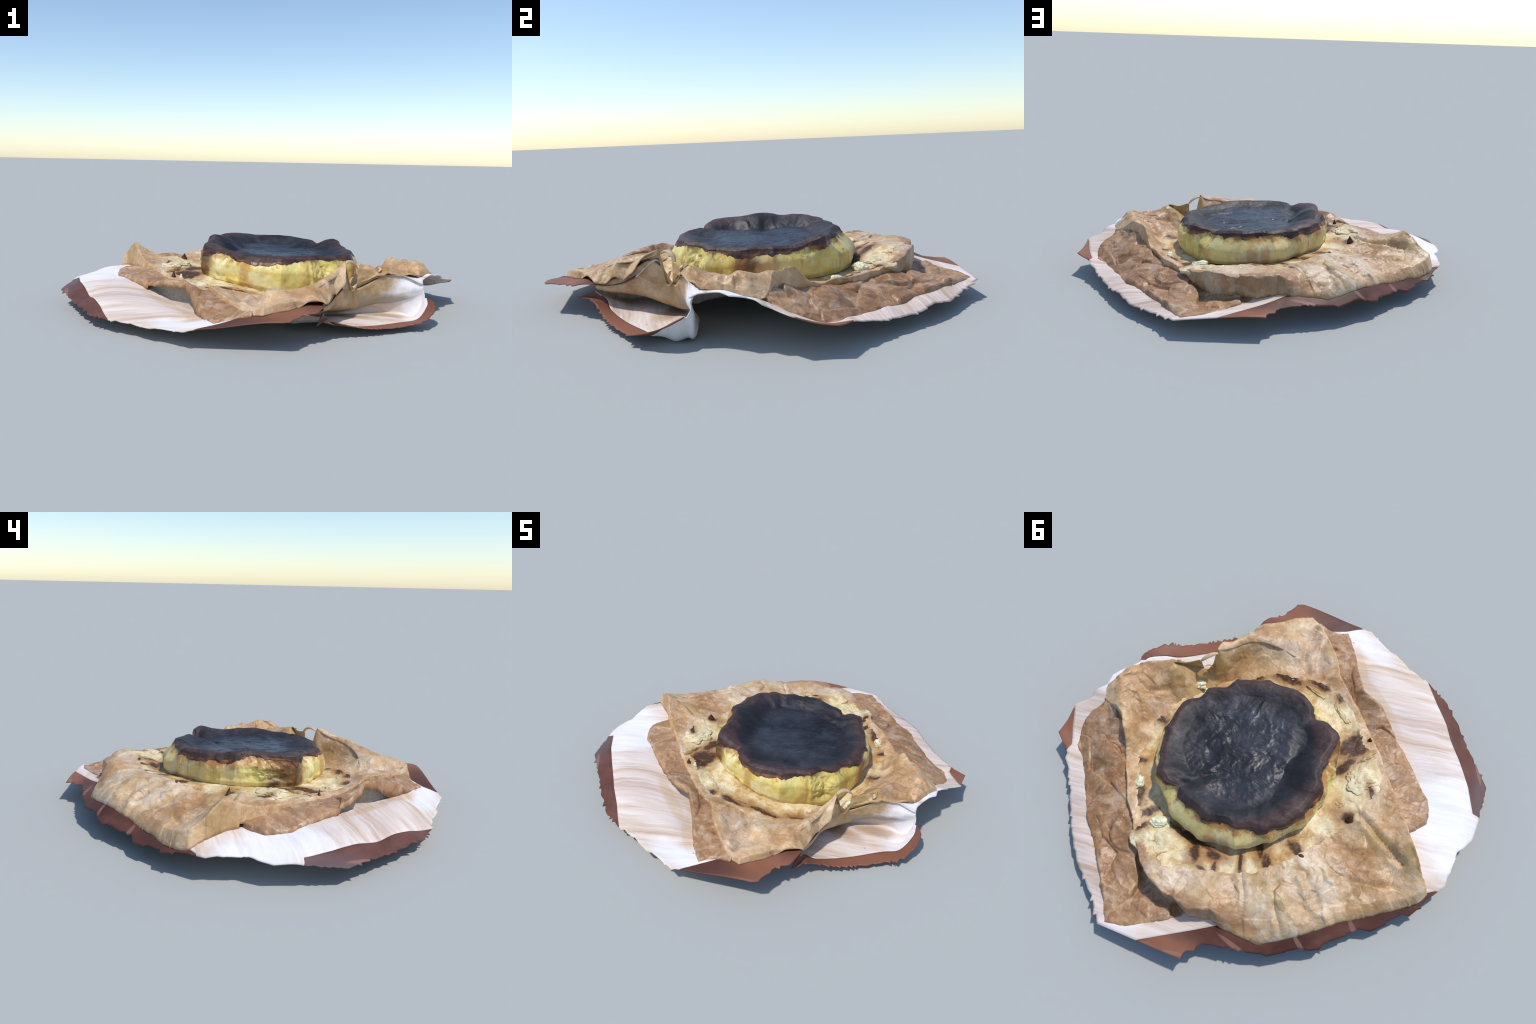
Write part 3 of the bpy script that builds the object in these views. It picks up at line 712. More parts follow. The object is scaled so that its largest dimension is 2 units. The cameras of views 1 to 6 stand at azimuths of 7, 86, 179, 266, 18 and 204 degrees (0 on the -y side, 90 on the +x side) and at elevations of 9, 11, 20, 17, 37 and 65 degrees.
SHEET_EDGE = [(0.855, -0.08), (0.84, -0.02), (0.79, 0.005), (0.742, 0.022), (0.712, 0.042), (0.682, 0.078), (0.655, 0.116), (0.630, 0.165), (0.615, 0.205), (0.566, 0.29), (0.503, 0.402), (0.444, 0.464), (0.383, 0.553), (0.306, 0.642), (0.242, 0.688), (0.158, 0.726), (0.104, 0.727), (0.03, 0.752),
              (-0.01, 0.735), (-0.06, 0.715), (-0.108, 0.725), (-0.19, 0.728), (-0.272, 0.731), (-0.345, 0.685), (-0.42, 0.632), (-0.55, 0.52), (-0.61, 0.482), (-0.72, 0.405), (-0.824, 0.334), (-0.855, 0.29), (-0.81, 0.235), (-0.735, 0.145),
              (-0.704, 0.085), (-0.650, 0.0), (-0.566, -0.108), (-0.478, -0.228), (-0.40, -0.32), (-0.328, -0.405), (-0.257, -0.475), (-0.158, -0.567), (-0.123, -0.644), (-0.065, -0.72), (-0.012, -0.778), (0.041, -0.826),
              (0.092, -0.85), (0.13, -0.825), (0.171, -0.80), (0.215, -0.76), (0.26, -0.735), (0.30, -0.715), (0.336, -0.69), (0.346, -0.645), (0.380, -0.556), (0.418, -0.512), (0.416, -0.41), (0.446, -0.386), (0.480, -0.347), (0.526, -0.336), (0.60, -0.318),
              (0.70, -0.275), (0.762, -0.245), (0.80, -0.18)]
# outline sides that step down to whatever lies below (walls), by angle from the hub
edge = ragged(SHEET_EDGE, 0.03, 0.0035, 9, set(range(47, 58)))
the = angles(edge, HUB, 1100)
Re = reach(edge, HUB, the)


GROOVES = [([(-0.735, 0.235), (-0.616, 0.165), (-0.56, 0.125), (-0.50, 0.095)], 0.014, 0.013), ([(-0.30, 0.60), (-0.34, 0.66), (-0.37, 0.70)], 0.008, 0.010), ([(-0.12, 0.53), (-0.17, 0.62), (-0.19, 0.70)], 0.007, 0.009),
           ([(-0.46, 0.30), (-0.56, 0.35), (-0.68, 0.32)], -0.010, 0.022), ([(0.58, -0.18), (0.66, -0.12), (0.75, -0.16)], 0.007, 0.012), ([(0.62, 0.0), (0.68, -0.08), (0.80, -0.12)], -0.007, 0.014),
           ([(-0.02, -0.56), (0.01, -0.66), (0.0, -0.76)], -0.010, 0.016), ([(0.04, -0.60), (0.06, -0.68), (0.05, -0.80)], 0.010, 0.012), ([(-0.35, 0.46), (-0.45, 0.55), (-0.50, 0.56)], -0.008, 0.015)]


def to_line(x, y, pts):
    x, y = np.asarray(x, float), np.asarray(y, float)
    c = curve_through(pts, 16)
    d = np.full(np.shape(x), 9.0)
    m = (x > c[:, 0].min() - 0.1) & (x < c[:, 0].max() + 0.1) & (y > c[:, 1].min() - 0.1) & (y < c[:, 1].max() + 0.1)
    if m.any():
        d[m] = np.hypot(x[m][:, None] - c[None, :, 0], y[m][:, None] - c[None, :, 1]).min(1)
    return d


FILM_EDGE = [(0.585, -0.02), (0.592, 0.102), (0.575, 0.181), (0.545, 0.280), (0.484, 0.380), (0.42, 0.475), (0.362, 0.56), (0.292, 0.632), (0.184, 0.642), (0.040, 0.597), (-0.041, 0.575), (-0.182, 0.526), (-0.245, 0.455), (-0.337, 0.352),
             (-0.434, 0.206), (-0.491, 0.137), (-0.506, 0.058), (-0.55, -0.05), (-0.545, -0.11), (-0.475, -0.225), (-0.40, -0.265), (-0.335, -0.37), (-0.300, -0.420), (-0.202, -0.490), (-0.105, -0.514), (0.007, -0.512), (0.143, -0.505), (0.24, -0.455), (0.30, -0.41),
             (0.37, -0.35), (0.43, -0.28), (0.51, -0.20), (0.55, -0.10)]
_fa = np.linspace(-math.pi, math.pi, 721)
_fr = reach(FILM_EDGE, HUB, _fa)


def reach_lookup(a):
    """how far the baked film reaches from the hub in each direction"""
    return np.interp(a, _fa, _fr)


def sheet_z(x, y):
    z = np.maximum(sheet_h(x, y), 0.066)
    for pts, depth, w in GROOVES:
        d = to_line(x, y, pts)
        z = z - depth * np.exp(-(d / w) ** 2) + 0.45 * depth * np.exp(-((d - 2.2 * w) / (1.3 * w)) ** 2)
    d = np.hypot(x - CAKE[0], y - CAKE[1])
    amp = smooth(0.42, 0.6, d)
    a_ = np.arctan2(y - HUB[1], x - HUB[0])
    sunk = smooth(1.0, 0.9, np.hypot(x - HUB[0], y - HUB[1]) / np.maximum(reach_lookup(a_), 0.1))
    z = z - 0.007 * sunk
    z = z + amp * (0.0095 * facets(x * 6.5 + y * 2, y * 8 - x * 2, 2) + 0.0036 * facets(x * 17 - y * 6, y * 14, 5) + 0.003 * creases(x * 6.5, y * 6.5, 3.1) + 0.003 * fbm(x * 5, y * 5, 1.0, 3))
    return z


tt = np.concatenate([np.linspace(0.25, 0.5, 12), np.linspace(0.5, 1.0, 120)[1:]])[:, None]
X = HUB[0] + tt * Re[None] * np.cos(the)[None]
Y = HUB[1] + tt * Re[None] * np.sin(the)[None]
Z = sheet_z(X, Y)
zb_edge = board_h(X, Y) + 0.004
pit = np.hypot(X - 0.36, Y + 0.40) < 0.22
Z = np.where((tt > 0.9) & ~pit, np.maximum(Z, zb_edge), Z)

# lower leaf of paper to the north-east (crumpled, browner, lying on the board)
LEAF_MARKS = [(0.887, 0.20, 0.078), (0.818, 0.29, 0.072), (0.745, 0.398, 0.078), (0.662, 0.525, 0.090), (0.573, 0.619, 0.090), (0.512, 0.695, 0.088), (0.458, 0.759, 0.082), (0.398, 0.838, 0.082), (0.353, 0.913, 0.082),
              (0.30, 0.905, 0.074), (0.178, 0.846, 0.086), (0.065, 0.77, 0.104), (0.5, 0.60, 0.092), (0.55, 0.50, 0.115), (0.62, 0.42, 0.122), (0.66, 0.26, 0.135), (0.56, 0.40, 0.122), (0.49, 0.47, 0.118), (0.68, 0.46, 0.098),
              (0.72, 0.22, 0.138), (0.69, 0.13, 0.146), (0.80, 0.16, 0.116), (0.808, 0.251, 0.094), (0.628, 0.325, 0.117), (0.561, 0.623, 0.092), (0.80, 0.05, 0.152), (0.756, 0.02, 0.185), (0.404, 0.572, 0.125), (0.30, 0.72, 0.085), (0.35, 0.80, 0.080), (0.22, 0.76, 0.092), (0.86, 0.05, 0.128), (0.88, 0.12, 0.112), (0.12, 0.74, 0.10)]
leaf_h = Drape(LEAF_MARKS, 1e-4)
LEAF_EDGE = [(0.89, 0.05), (0.905, 0.12), (0.887, 0.226), (0.818, 0.290), (0.745, 0.398), (0.662, 0.525), (0.573, 0.619), (0.512, 0.695), (0.458, 0.759), (0.398, 0.838), (0.355, 0.915), (0.262, 0.897), (0.178, 0.846), (0.065, 0.775), (0.02, 0.72),
             (-0.2, 0.2), (0.1, -0.2), (0.7, -0.05), (0.82, -0.03)]


def leaf_z(x, y):
    a = smooth(0.55, 0.75, np.hypot(x, y))
    return leaf_h(x, y) + a * (0.022 * facets(x * 6.5, y * 7 + x * 2, 3) + 0.0065 * facets(x * 15 + y * 5, y * 13, 6) + 0.004 * creases(x * 7, y * 7, 1.7) + 0.004 * fbm(x * 6, y * 6, 4.0, 3))


# lower leaf to the south-west (folded strip outside the main sheet)
SIDE_MARKS = [(-0.770, -0.003, 0.138), (-0.742, -0.122, 0.128), (-0.701, -0.158, 0.130), (-0.618, -0.254, 0.134), (-0.521, -0.351, 0.134), (-0.46, -0.41, 0.155), (-0.401, -0.47, 0.175), (-0.306, -0.512, 0.185), (-0.26, -0.60, 0.168), (-0.189, -0.725, 0.132), (-0.151, -0.788, 0.108),
              (-0.095, -0.869, 0.096), (-0.023, -0.828, 0.118), (0.04, -0.84, 0.14), (-0.693, 0.064, 0.150), (-0.66, -0.03, 0.150), (-0.58, -0.14, 0.160), (-0.518, -0.306, 0.152), (-0.48, -0.25, 0.156), (-0.34, -0.42, 0.138), (-0.275, -0.488, 0.142), (-0.18, -0.58, 0.155), (-0.13, -0.68, 0.145), (-0.02, -0.76, 0.135),
              (-0.4, -0.2, 0.14), (-0.2, -0.4, 0.14), (-0.5, 0.0, 0.14), (0.0, -0.6, 0.12)]
side_h = Drape(SIDE_MARKS, 1e-4)
SIDE_EDGE = [(-0.70, 0.075), (-0.74, 0.035), (-0.774, -0.006), (-0.765, -0.071), (-0.742, -0.121), (-0.701, -0.158), (-0.618, -0.254), (-0.521, -0.351), (-0.46, -0.42), (-0.401, -0.475), (-0.35, -0.495), (-0.300, -0.515), (-0.243, -0.614), (-0.189, -0.725), (-0.155, -0.788),
             (-0.10, -0.87), (-0.06, -0.84), (-0.01, -0.835), (0.045, -0.845), (0.1, -0.6), (0.0, -0.2), (-0.4, 0.06)]


def side_z(x, y):
    return side_h(x, y) + 0.011 * facets(x * 7, y * 8, 4) + 0.004 * facets(x * 16, y * 15, 7) + 0.003 * fbm(x * 7, y * 7, 2.0, 3)


def leaf(name, edge_pts, zfun, a0, a1, mat, r_in=0.45, n=420, rows=70, wall=None, seed=1):
    e = ragged(edge_pts, 0.03, 0.004, seed)
    t = np.linspace(math.radians(a0), math.radians(a1), n)
    R = reach(e, HUB, t)
    u = np.linspace(0, 1, rows)[:, None]
    rho = r_in + u * (np.maximum(R, r_in + 0.01) - r_in)[None]
    x, y = HUB[0] + rho * np.cos(t)[None], HUB[1] + rho * np.sin(t)[None]
    z = np.maximum(zfun(x, y), board_h(x, y) + 0.004)
    # never poke through the main sheet above
    inside = rho < reach(edge, HUB, t)[None] - 0.004
    z = np.where(inside, np.minimum(z, sheet_z(x, y) - 0.008), z)
    rows_x, rows_y, rows_z = [x], [y], [z]
    if wall is not None:                       # edge curls down to the board where it rests on it
        for k, (o, dz) in enumerate(((0.004, 0.45), (0.007, 1.0))):
            xx = HUB[0] + (rho[-1] + o) * np.cos(t)
            yy = HUB[1] + (rho[-1] + o) * np.sin(t)
            rest = wall(t)
            zz = z[-1] - dz * (z[-1] - board_h(xx, yy) - 0.002) * rest - 0.001 * (k + 1)
            rows_x.append(xx[None]); rows_y.append(yy[None]); rows_z.append(zz[None])
    x, y, z = np.vstack(rows_x), np.vstack(rows_y), np.vstack(rows_z)
    ob = mesh_object(name, np.stack([x, y, z], -1).reshape(-1, 3), grid_faces(len(x), n), mat, paper)
    return thicken(ob, 0.003)


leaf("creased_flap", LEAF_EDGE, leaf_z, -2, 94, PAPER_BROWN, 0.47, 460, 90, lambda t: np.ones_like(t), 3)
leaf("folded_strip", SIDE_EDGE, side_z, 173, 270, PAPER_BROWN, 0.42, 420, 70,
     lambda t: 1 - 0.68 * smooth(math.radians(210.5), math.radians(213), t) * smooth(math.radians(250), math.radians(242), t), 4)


def below(x, y, a):
    """what the rim of the main sheet drops onto"""
    zb = board_h(x, y) + 0.003
    d = np.degrees(np.mod(a, TAU))
    zl = np.where((d < 96) | (d > 358), leaf_z(x, y), -1)
    zs = np.where((d > 173) & (d < 270), side_z(x, y), -1)
    return np.maximum(zb, np.maximum(zl, zs) - 0.004)


rowsX, rowsY, rowsZ = [X], [Y], [Z]
deg = np.degrees(np.mod(the, TAU))
free = smooth(283, 287, deg) * smooth(345, 340, deg)          # torn front edge hangs free
# the drop is nearly sheer in places and leans out with pleats in others
lean = 0.008 + 0.026 * smooth(88, 105, deg) * smooth(175, 150, deg) - 0.020 * smooth(14, 24, deg) * smooth(92, 84, deg) * (0.75 + 0.6 * perlin(the * 2.3, 1.0, 0.0))
pleat = 0.012 * (1 - 2.2 * np.abs(perlin(the * 9, 4.0, 0.0))) * smooth(5, 30, deg) * smooth(178, 170, deg)
for o, k in [((lean + pleat * math.sin(math.pi * q)) * q ** 1.3 + 0.001, q ** 1.15) for q in (0.12, 0.3, 0.5, 0.7, 0.86, 1.0)]:
    xx = HUB[0] + (Re + o * (1 - free)) * np.cos(the)
    yy = HUB[1] + (Re + o * (1 - free)) * np.sin(the)
    zz = Z[-1] - (k * np.maximum(Z[-1] - below(xx, yy, the), 0.002)) * (1 - free) - 0.004 * k * free
    rowsX.append(xx[None]); rowsY.append(yy[None]); rowsZ.append(zz[None])
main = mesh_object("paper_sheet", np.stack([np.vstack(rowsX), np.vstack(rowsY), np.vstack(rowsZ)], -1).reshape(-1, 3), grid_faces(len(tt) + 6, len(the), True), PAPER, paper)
thicken(main, 0.003)

# the board sinks out of the way below the paper
for ob in (wood, skirt, bpy.data.objects["hollow_floor"], bpy.data.objects["paper_curtain"]):
    n = len(ob.data.vertices)
    c = np.empty(n * 3)
    ob.data.vertices.foreach_get("co", c)
    c = c.reshape(-1, 3)
    a = np.arctan2(c[:, 1] - HUB[1], c[:, 0] - HUB[0])
    r = np.hypot(c[:, 1] - HUB[1], c[:, 0] - HUB[0])
    front = ob.name in ("hollow_floor", "paper_curtain")
    inside = r < reach(edge, HUB, a) - (0.05 if front else 0.002)
    c[:, 2] = np.where(inside, np.minimum(c[:, 2], np.maximum(sheet_z(c[:, 0], c[:, 1]) - 0.014, 0.006)), c[:, 2])
    if front:
        ob.data.vertices.foreach_set("co", c.ravel())
        continue
    d = np.degrees(np.mod(a, TAU))
    for epts, zf, lo, hi in ((LEAF_EDGE, leaf_z, 358, 94), (SIDE_EDGE, side_z, 173, 270)):
        sect = (d > lo) & (d < hi) if lo < hi else (d > lo) | (d < hi)
        ins = sect & (r < reach(epts, HUB, a) - 0.02) & (r > 0.45)
        c[:, 2] = np.where(ins, np.minimum(c[:, 2], zf(c[:, 0], c[:, 1]) - 0.008), c[:, 2])
    ob.data.vertices.foreach_set("co", c.ravel())
    ob.data.update()

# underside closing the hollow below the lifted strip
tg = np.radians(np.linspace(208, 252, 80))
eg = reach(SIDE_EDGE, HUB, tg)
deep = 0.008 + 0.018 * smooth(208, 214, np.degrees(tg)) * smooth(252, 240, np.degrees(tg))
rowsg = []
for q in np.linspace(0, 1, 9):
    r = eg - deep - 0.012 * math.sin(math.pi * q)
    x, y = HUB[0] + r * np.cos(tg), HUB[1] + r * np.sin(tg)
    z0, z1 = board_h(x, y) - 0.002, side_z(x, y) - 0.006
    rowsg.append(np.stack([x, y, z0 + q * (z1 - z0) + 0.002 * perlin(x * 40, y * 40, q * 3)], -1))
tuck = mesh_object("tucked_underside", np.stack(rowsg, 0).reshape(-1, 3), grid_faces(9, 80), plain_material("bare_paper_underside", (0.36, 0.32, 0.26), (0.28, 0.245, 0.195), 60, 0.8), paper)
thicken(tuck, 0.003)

# film of baked cream stuck to the paper round the cake
fe = ragged(FILM_EDGE, 0.022, 0.009, 12)
thf = angles(fe, HUB, 900)
Rf = reach(fe, HUB, thf)
u = np.linspace(0, 1, 60)[:, None]
rho = 0.36 + u * (Rf - 0.36)[None]
x, y = HUB[0] + rho * np.cos(thf)[None], HUB[1] + rho * np.sin(thf)[None]
lump = 0.006 * np.clip(fbm(x * 9, y * 9, 6.0, 4) + 0.25, -0.1, 1) + 0.0035 * fbm(x * 28, y * 28, 2.0, 3)
near = smooth(0.05, 0.0, np.abs(np.hypot(x - CAKE[0], y - CAKE[1]) - 0.47)) * smooth(-0.2, 0.5, np.sin(np.arctan2(y, x) - 0.6))
z = sheet_z(x, y) + (0.0032 + 0.6 * np.maximum(lump, -0.001) + 0.002 * near) * smooth(1.0, 0.86, u) + 0.0008
z[-1] -= 0.003
film = mesh_object("baked_film", np.stack([x, y, z], -1).reshape(-1, 3), grid_faces(60, len(thf), True), FILM, paper)


# rolled hem at the front, folded back over the sheet and ending in the torn tip
def band(name, top, bottom, bulge, mat, n=120, rows=18, seed=2.0):
    A, B = curve_through(top, n), curve_through(bottom, n)
    u = np.linspace(0, 1, rows)[:, None, None]
    p = A[None] * (1 - u) + B[None] * u
    s = np.sin(np.pi * u[..., 0]) ** 0.7
    endf = np.minimum(1, 6 * np.linspace(0, 1, n) * 1.0)[None] ** 0.5
    p[..., 2] += bulge * s * endf + 0.005 * facets(p[..., 0] * 11, p[..., 1] * 11, 3) * s
    ob = mesh_object(name, p.reshape(-1, 3), grid_faces(rows, n), mat, paper)
    return thicken(ob, 0.003)


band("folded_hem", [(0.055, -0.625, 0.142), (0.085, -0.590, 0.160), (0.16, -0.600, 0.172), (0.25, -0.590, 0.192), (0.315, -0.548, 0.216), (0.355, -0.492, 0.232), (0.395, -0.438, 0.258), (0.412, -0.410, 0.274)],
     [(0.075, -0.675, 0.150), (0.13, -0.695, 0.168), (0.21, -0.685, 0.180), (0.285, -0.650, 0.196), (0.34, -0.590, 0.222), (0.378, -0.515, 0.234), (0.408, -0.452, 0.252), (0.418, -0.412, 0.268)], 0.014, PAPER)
# curling shreds left where the paper tore
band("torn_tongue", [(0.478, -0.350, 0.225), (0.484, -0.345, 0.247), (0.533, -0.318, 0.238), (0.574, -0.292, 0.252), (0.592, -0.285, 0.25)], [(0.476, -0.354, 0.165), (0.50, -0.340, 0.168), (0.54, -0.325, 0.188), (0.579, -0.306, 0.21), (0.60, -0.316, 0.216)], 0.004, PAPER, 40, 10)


def shred(name, pts, w, mat):
    c = curve_through(pts, 40)
    tng = np.gradient(c, axis=0)
    tng /= np.linalg.norm(tng, axis=1)[:, None]
    sd = np.cross(tng, [0, 0, 1.0])
    sd /= np.linalg.norm(sd, axis=1)[:, None]
    up = np.cross(sd, tng)
    a = np.linspace(0, TAU, 14, endpoint=False)
    ww = w * (0.35 + 0.65 * np.sin(np.pi * np.linspace(0.08, 0.95, 40)))
    v = c[:, None] + sd[:, None] * (np.cos(a)[None, :, None] * ww[:, None, None]) + up[:, None] * (np.sin(a)[None, :, None] * ww[:, None, None] * 0.55)
    f = [tuple(q) for q in grid_faces(40, 14, True)] + [tuple(range(14))[::-1], tuple(39 * 14 + i for i in range(14))]
    return mesh_object(name, v.reshape(-1, 3), f, mat, paper)


TAN = plain_material("dry_paper_shred", (0.62, 0.46, 0.31), (0.45, 0.29, 0.16), 25, 0.6)
shred("torn_shred", [(0.413, -0.402, 0.268), (0.424, -0.386, 0.278), (0.440, -0.367, 0.280), (0.462, -0.350, 0.266), (0.480, -0.342, 0.244)], 0.012, TAN)
shred("torn_shred", [(0.575, -0.315, 0.225), (0.582, -0.312, 0.24), (0.578, -0.306, 0.248)], 0.010, TAN)
shred("torn_shred", [(0.435, -0.39, 0.15), (0.44, -0.375, 0.175), (0.45, -0.365, 0.20), (0.46, -0.352, 0.205)], 0.006, TAN)

# ================================================================== cheesecake
cake = empty("cheesecake", "burnt cheesecake with sunken black top and creamy sides", "cake")
R_rim_c = around([(0, .378), (18, .376), (26, .372), (36, .388), (45, .382), (53, .345), (62, .352), (77, .346), (90, .358), (98, .352), (106, .356), (117, .364), (124, .392), (131, .378), (139, .404), (148, .392), (159, .394), (172, .394), (180, .372), (-169, .368), (-160, .40), (-152, .420), (-141, .412), (-136, .396), (-131, .362), (-125, .384), (-115, .402), (-100, .394), (-85, .382), (-74, .382), (-62, .378), (-52, .362), (-42, .374), (-33, .370), (-22, .382), (-8, .380)])
Z_rim = around([(0, .282), (15, .277), (28, .292), (40, .311), (48, .303), (55, .285), (65, .293), (82, .304), (100, .308), (115, .309), (135, .322), (148, .325), (158, .320), (168, .330), (180, .333), (-168, .325), (-150, .318), (-138, .306), (-131, .288), (-124, .294), (-110, .290), (-90, .286), (-70, .288), (-50, .282), (-30, .276), (-12, .283)])
Z_crust = around([(-64, .274), (-52, .268), (-44, .258), (-36, .266), (-22, .240), (-11, .236), (-7, .252), (5, .250), (17, .258), (24, .272), (32, .252), (42, .258), (50, .268), (57, .287), (61, .284), (69, .272), (84, .276), (96, .279), (105, .290), (110, .289), (121, .276), (130, .283), (138, .276), (154, .292), (167, .285),
                 (180, .312), (-172, .308), (-166, .292), (-158, .300), (-153, .290), (-147, .250), (-143, .258), (-137, .276), (-133, .284), (-123, .266), (-114, .256), (-95, .246), (-85, .252), (-76, .256), (-69, .262)])
Z_floor = 0.263
NT = 720
ct = np.linspace(0, TAU, NT, endpoint=False)
cr, sr = np.cos(ct), np.sin(ct)
Rs, Rr, Zb, Zr = R_side(ct), R_rim_c(ct), Z_base(ct), Z_rim(ct)


def gash(c, w):
    d = np.degrees(np.arctan2(np.sin(ct - math.radians(c)), np.cos(ct - math.radians(c))))
    return np.exp(-(d / w) ** 2)


def side_radius(v):
    """v 0 at the base, 1 at the rim: bulging, fluted side with cracks"""
    v = np.asarray(v)[:, None]
    start = (0.60 - 0.24 * gash(88, 42))[None]          # the back leans in lower down than the other sides
    prof = Rs[None] * (1 - 0.022 * (1 - smooth(0, 0.16, v))) + (Rr - Rs)[None] * smooth(0, 1, (v - start) / (1.03 - start))
    px, py = cr[None] * 0.4, sr[None] * 0.4
    zz = v * 0.15
    # flat chords with blunt corners rather than a round tyre
    cor = np.radians(np.array([-170, -148, -131, -104, -84, -62, -40, -20, 2, 22, 38, 60, 84, 108, 128, 152]))
    dd = np.abs(np.arctan2(np.sin(ct[:, None] - cor[None]), np.cos(ct[:, None] - cor[None]))).min(1)
    chord = 1.5 * Rs * (np.cos(0.20) / np.cos(np.clip(0.20 - dd, -0.3, 0.3)) - 0.99)
    prof = prof + chord[None] * smooth(0.0, 0.25, v)
    n = -0.003 + 0.007 * fbm(px * 7, py * 7, zz * 3, 3) + 0.0045 * fbm(px * 18, py * 18, zz * 12, 3) + 0.007 * perlin(px * 13, py * 13, zz * 1.5)
    rough = (gash(-52, 9) + 0.8 * gash(-168, 12) + 0.6 * gash(26, 7))[None] * smooth(0.1, 0.3, v) * smooth(0.98, 0.75, v)
    n = n + rough * (-0.014 + 0.014 * fbm(px * 30, py * 30, zz * 34, 3))
    cracks = (0.020 * gash(-131, 2.6) + 0.014 * gash(-126, 1.5) + 0.010 * gash(-64, 1.6) + 0.010 * gash(55, 4) + 0.009 * gash(-143, 2) + 0.008 * gash(33, 2.5))[None]
    n = n - cracks * (0.55 + 0.45 * np.sin(v * 9 + 1)) * smooth(0.02, 0.2, v)
    return prof + n


NV = 70
vv = np.linspace(0, 1, NV)
SR = side_radius(vv)
SZ = Zb[None] - 0.006 + vv[:, None] * (Zr - Zb + 0.006 - 0.012)[None]
# rounded shoulder: pull the last rows in
bx = CAKE[0] + SR * cr[None]
by = CAKE[1] + SR * sr[None]


def top_surface(rho):
    """height of the sunken burnt top; rho = fraction of the rim radius (0 centre, 1 rim)"""
    rho = np.asarray(rho)[:, None]
    x = CAKE[0] + rho * Rr[None] * cr[None]
    y = CAKE[1] + rho * Rr[None] * sr[None]
    width = 0.19 + 0.05 * perlin(cr * 1.6, sr * 1.6, 7.0)[None] + 0.24 * gash(172, 38)[None] + 0.10 * gash(38, 16)[None] + 0.08 * gash(100, 25)[None] + 0.16 * gash(66, 10)[None] + 0.03 * perlin(cr * 2.2, sr * 2.2, 2.0)[None]
    t = smooth(1 - width - 0.05, 0.975, rho) ** (0.62 - 0.1 * gash(172, 45)[None])
    shoulder = smooth(0.90, 1.0, rho)
    floor = Z_floor + 0.006 * smooth(0.25, 0.8, rho) + 0.035 * (-(x - 0.06)) + 0.006 * fbm(x * 4, y * 4, 3.0, 3)
    z = floor * (1 - t) + t * Zr[None] - 0.010 * shoulder ** 2
    wr = creases(x * 8 + 2 * y, y * 9 - 2 * x, 4.4, 4)
    z = z + (0.0024 * wr + 0.0055 * fbm(x * 8, y * 9, 5.0, 2)) * (1 - 0.7 * t) + 0.0014 * fbm(x * 30, y * 30, 1.0, 2) + 0.004 * t * smooth(1.0, 0.8, rho) * fbm(x * 6, y * 6, 9.0, 3)
    dents = 0.022 * np.exp(-(((x - 0.275) / 0.05) ** 2 + ((y - 0.277) / 0.03) ** 2)) + 0.010 * np.exp(-(((x + 0.14) / 0.03) ** 2 + ((y + 0.02) / 0.12) ** 2)) + 0.008 * np.exp(-(((x - 0.33) / 0.03) ** 2 + ((y - 0.22) / 0.07) ** 2)) * 0.5
    return x, y, z - dents


# --- body: base disc, side, closed a little below the crust
bz = SZ.copy()
body_rows = [np.stack([CAKE[0] + 0.02 * cr, CAKE[1] + 0.02 * sr, Zb * 0 + 0.13], -1), np.stack([CAKE[0] + 0.37 * cr, CAKE[1] + 0.37 * sr, Zb - 0.012], -1)]
top_in = 5
for i in range(NV):
    k = vv[i]
    inset = 0.0
    body_rows.append(np.stack([bx[i], by[i], bz[i]], -1))
body_rows.append(np.stack([CAKE[0] + (Rr - 0.02) * cr, CAKE[1] + (Rr - 0.02) * sr, Zr - 0.04], -1))
body_rows.append(np.stack([CAKE[0] + 0.2 * cr, CAKE[1] + 0.2 * sr, Zr * 0 + 0.17], -1))
bv = np.stack(body_rows, 0)
body = mesh_object("cake_body", bv.reshape(-1, 3), grid_faces(len(bv), NT, True), CAKE_MAT, cake)

# --- crust: sunken top, rolled rim, ragged apron down the side
Zc = Z_crust(ct) - 0.004 + 0.010 * fbm(cr * 7, sr * 7, 2.0, 3) + 0.004 * fbm(cr * 30, sr * 30, 5.0, 2)
Zc = np.minimum(Zc, Zr - 0.018)
vc = np.clip((Zc - (Zb - 0.006)) / (Zr - Zb - 0.006), 0.05, 0.97)
NA = 22
apron = []
for k in np.linspace(0, 1, NA):
    v = vc + (1.0 - vc) * k
    r = np.empty(NT)
    fi = v * (NV - 1)
    i0 = np.clip(np.floor(fi).astype(int), 0, NV - 2)
    fr = fi - i0
    j = np.arange(NT)
    r = SR[i0, j] * (1 - fr) + SR[i0 + 1, j] * fr
    z = SZ[i0, j] * (1 - fr) + SZ[i0 + 1, j] * fr
    proud = 0.0018 * smooth(0.0, 0.15, k) + 0.0012 * np.sin(np.pi * k) - 0.003 * (k == 0)
    r = r + proud + 0.002 * fbm(cr * 14, sr * 14, z * 40, 2) * smooth(0, 0.2, k)
    apron.append(np.stack([CAKE[0] + r * cr, CAKE[1] + r * sr, z], -1))
rho = np.concatenate([[0.992, 0.975], np.linspace(0.955, 0.0005, 120)])
x, y, z = top_surface(rho)
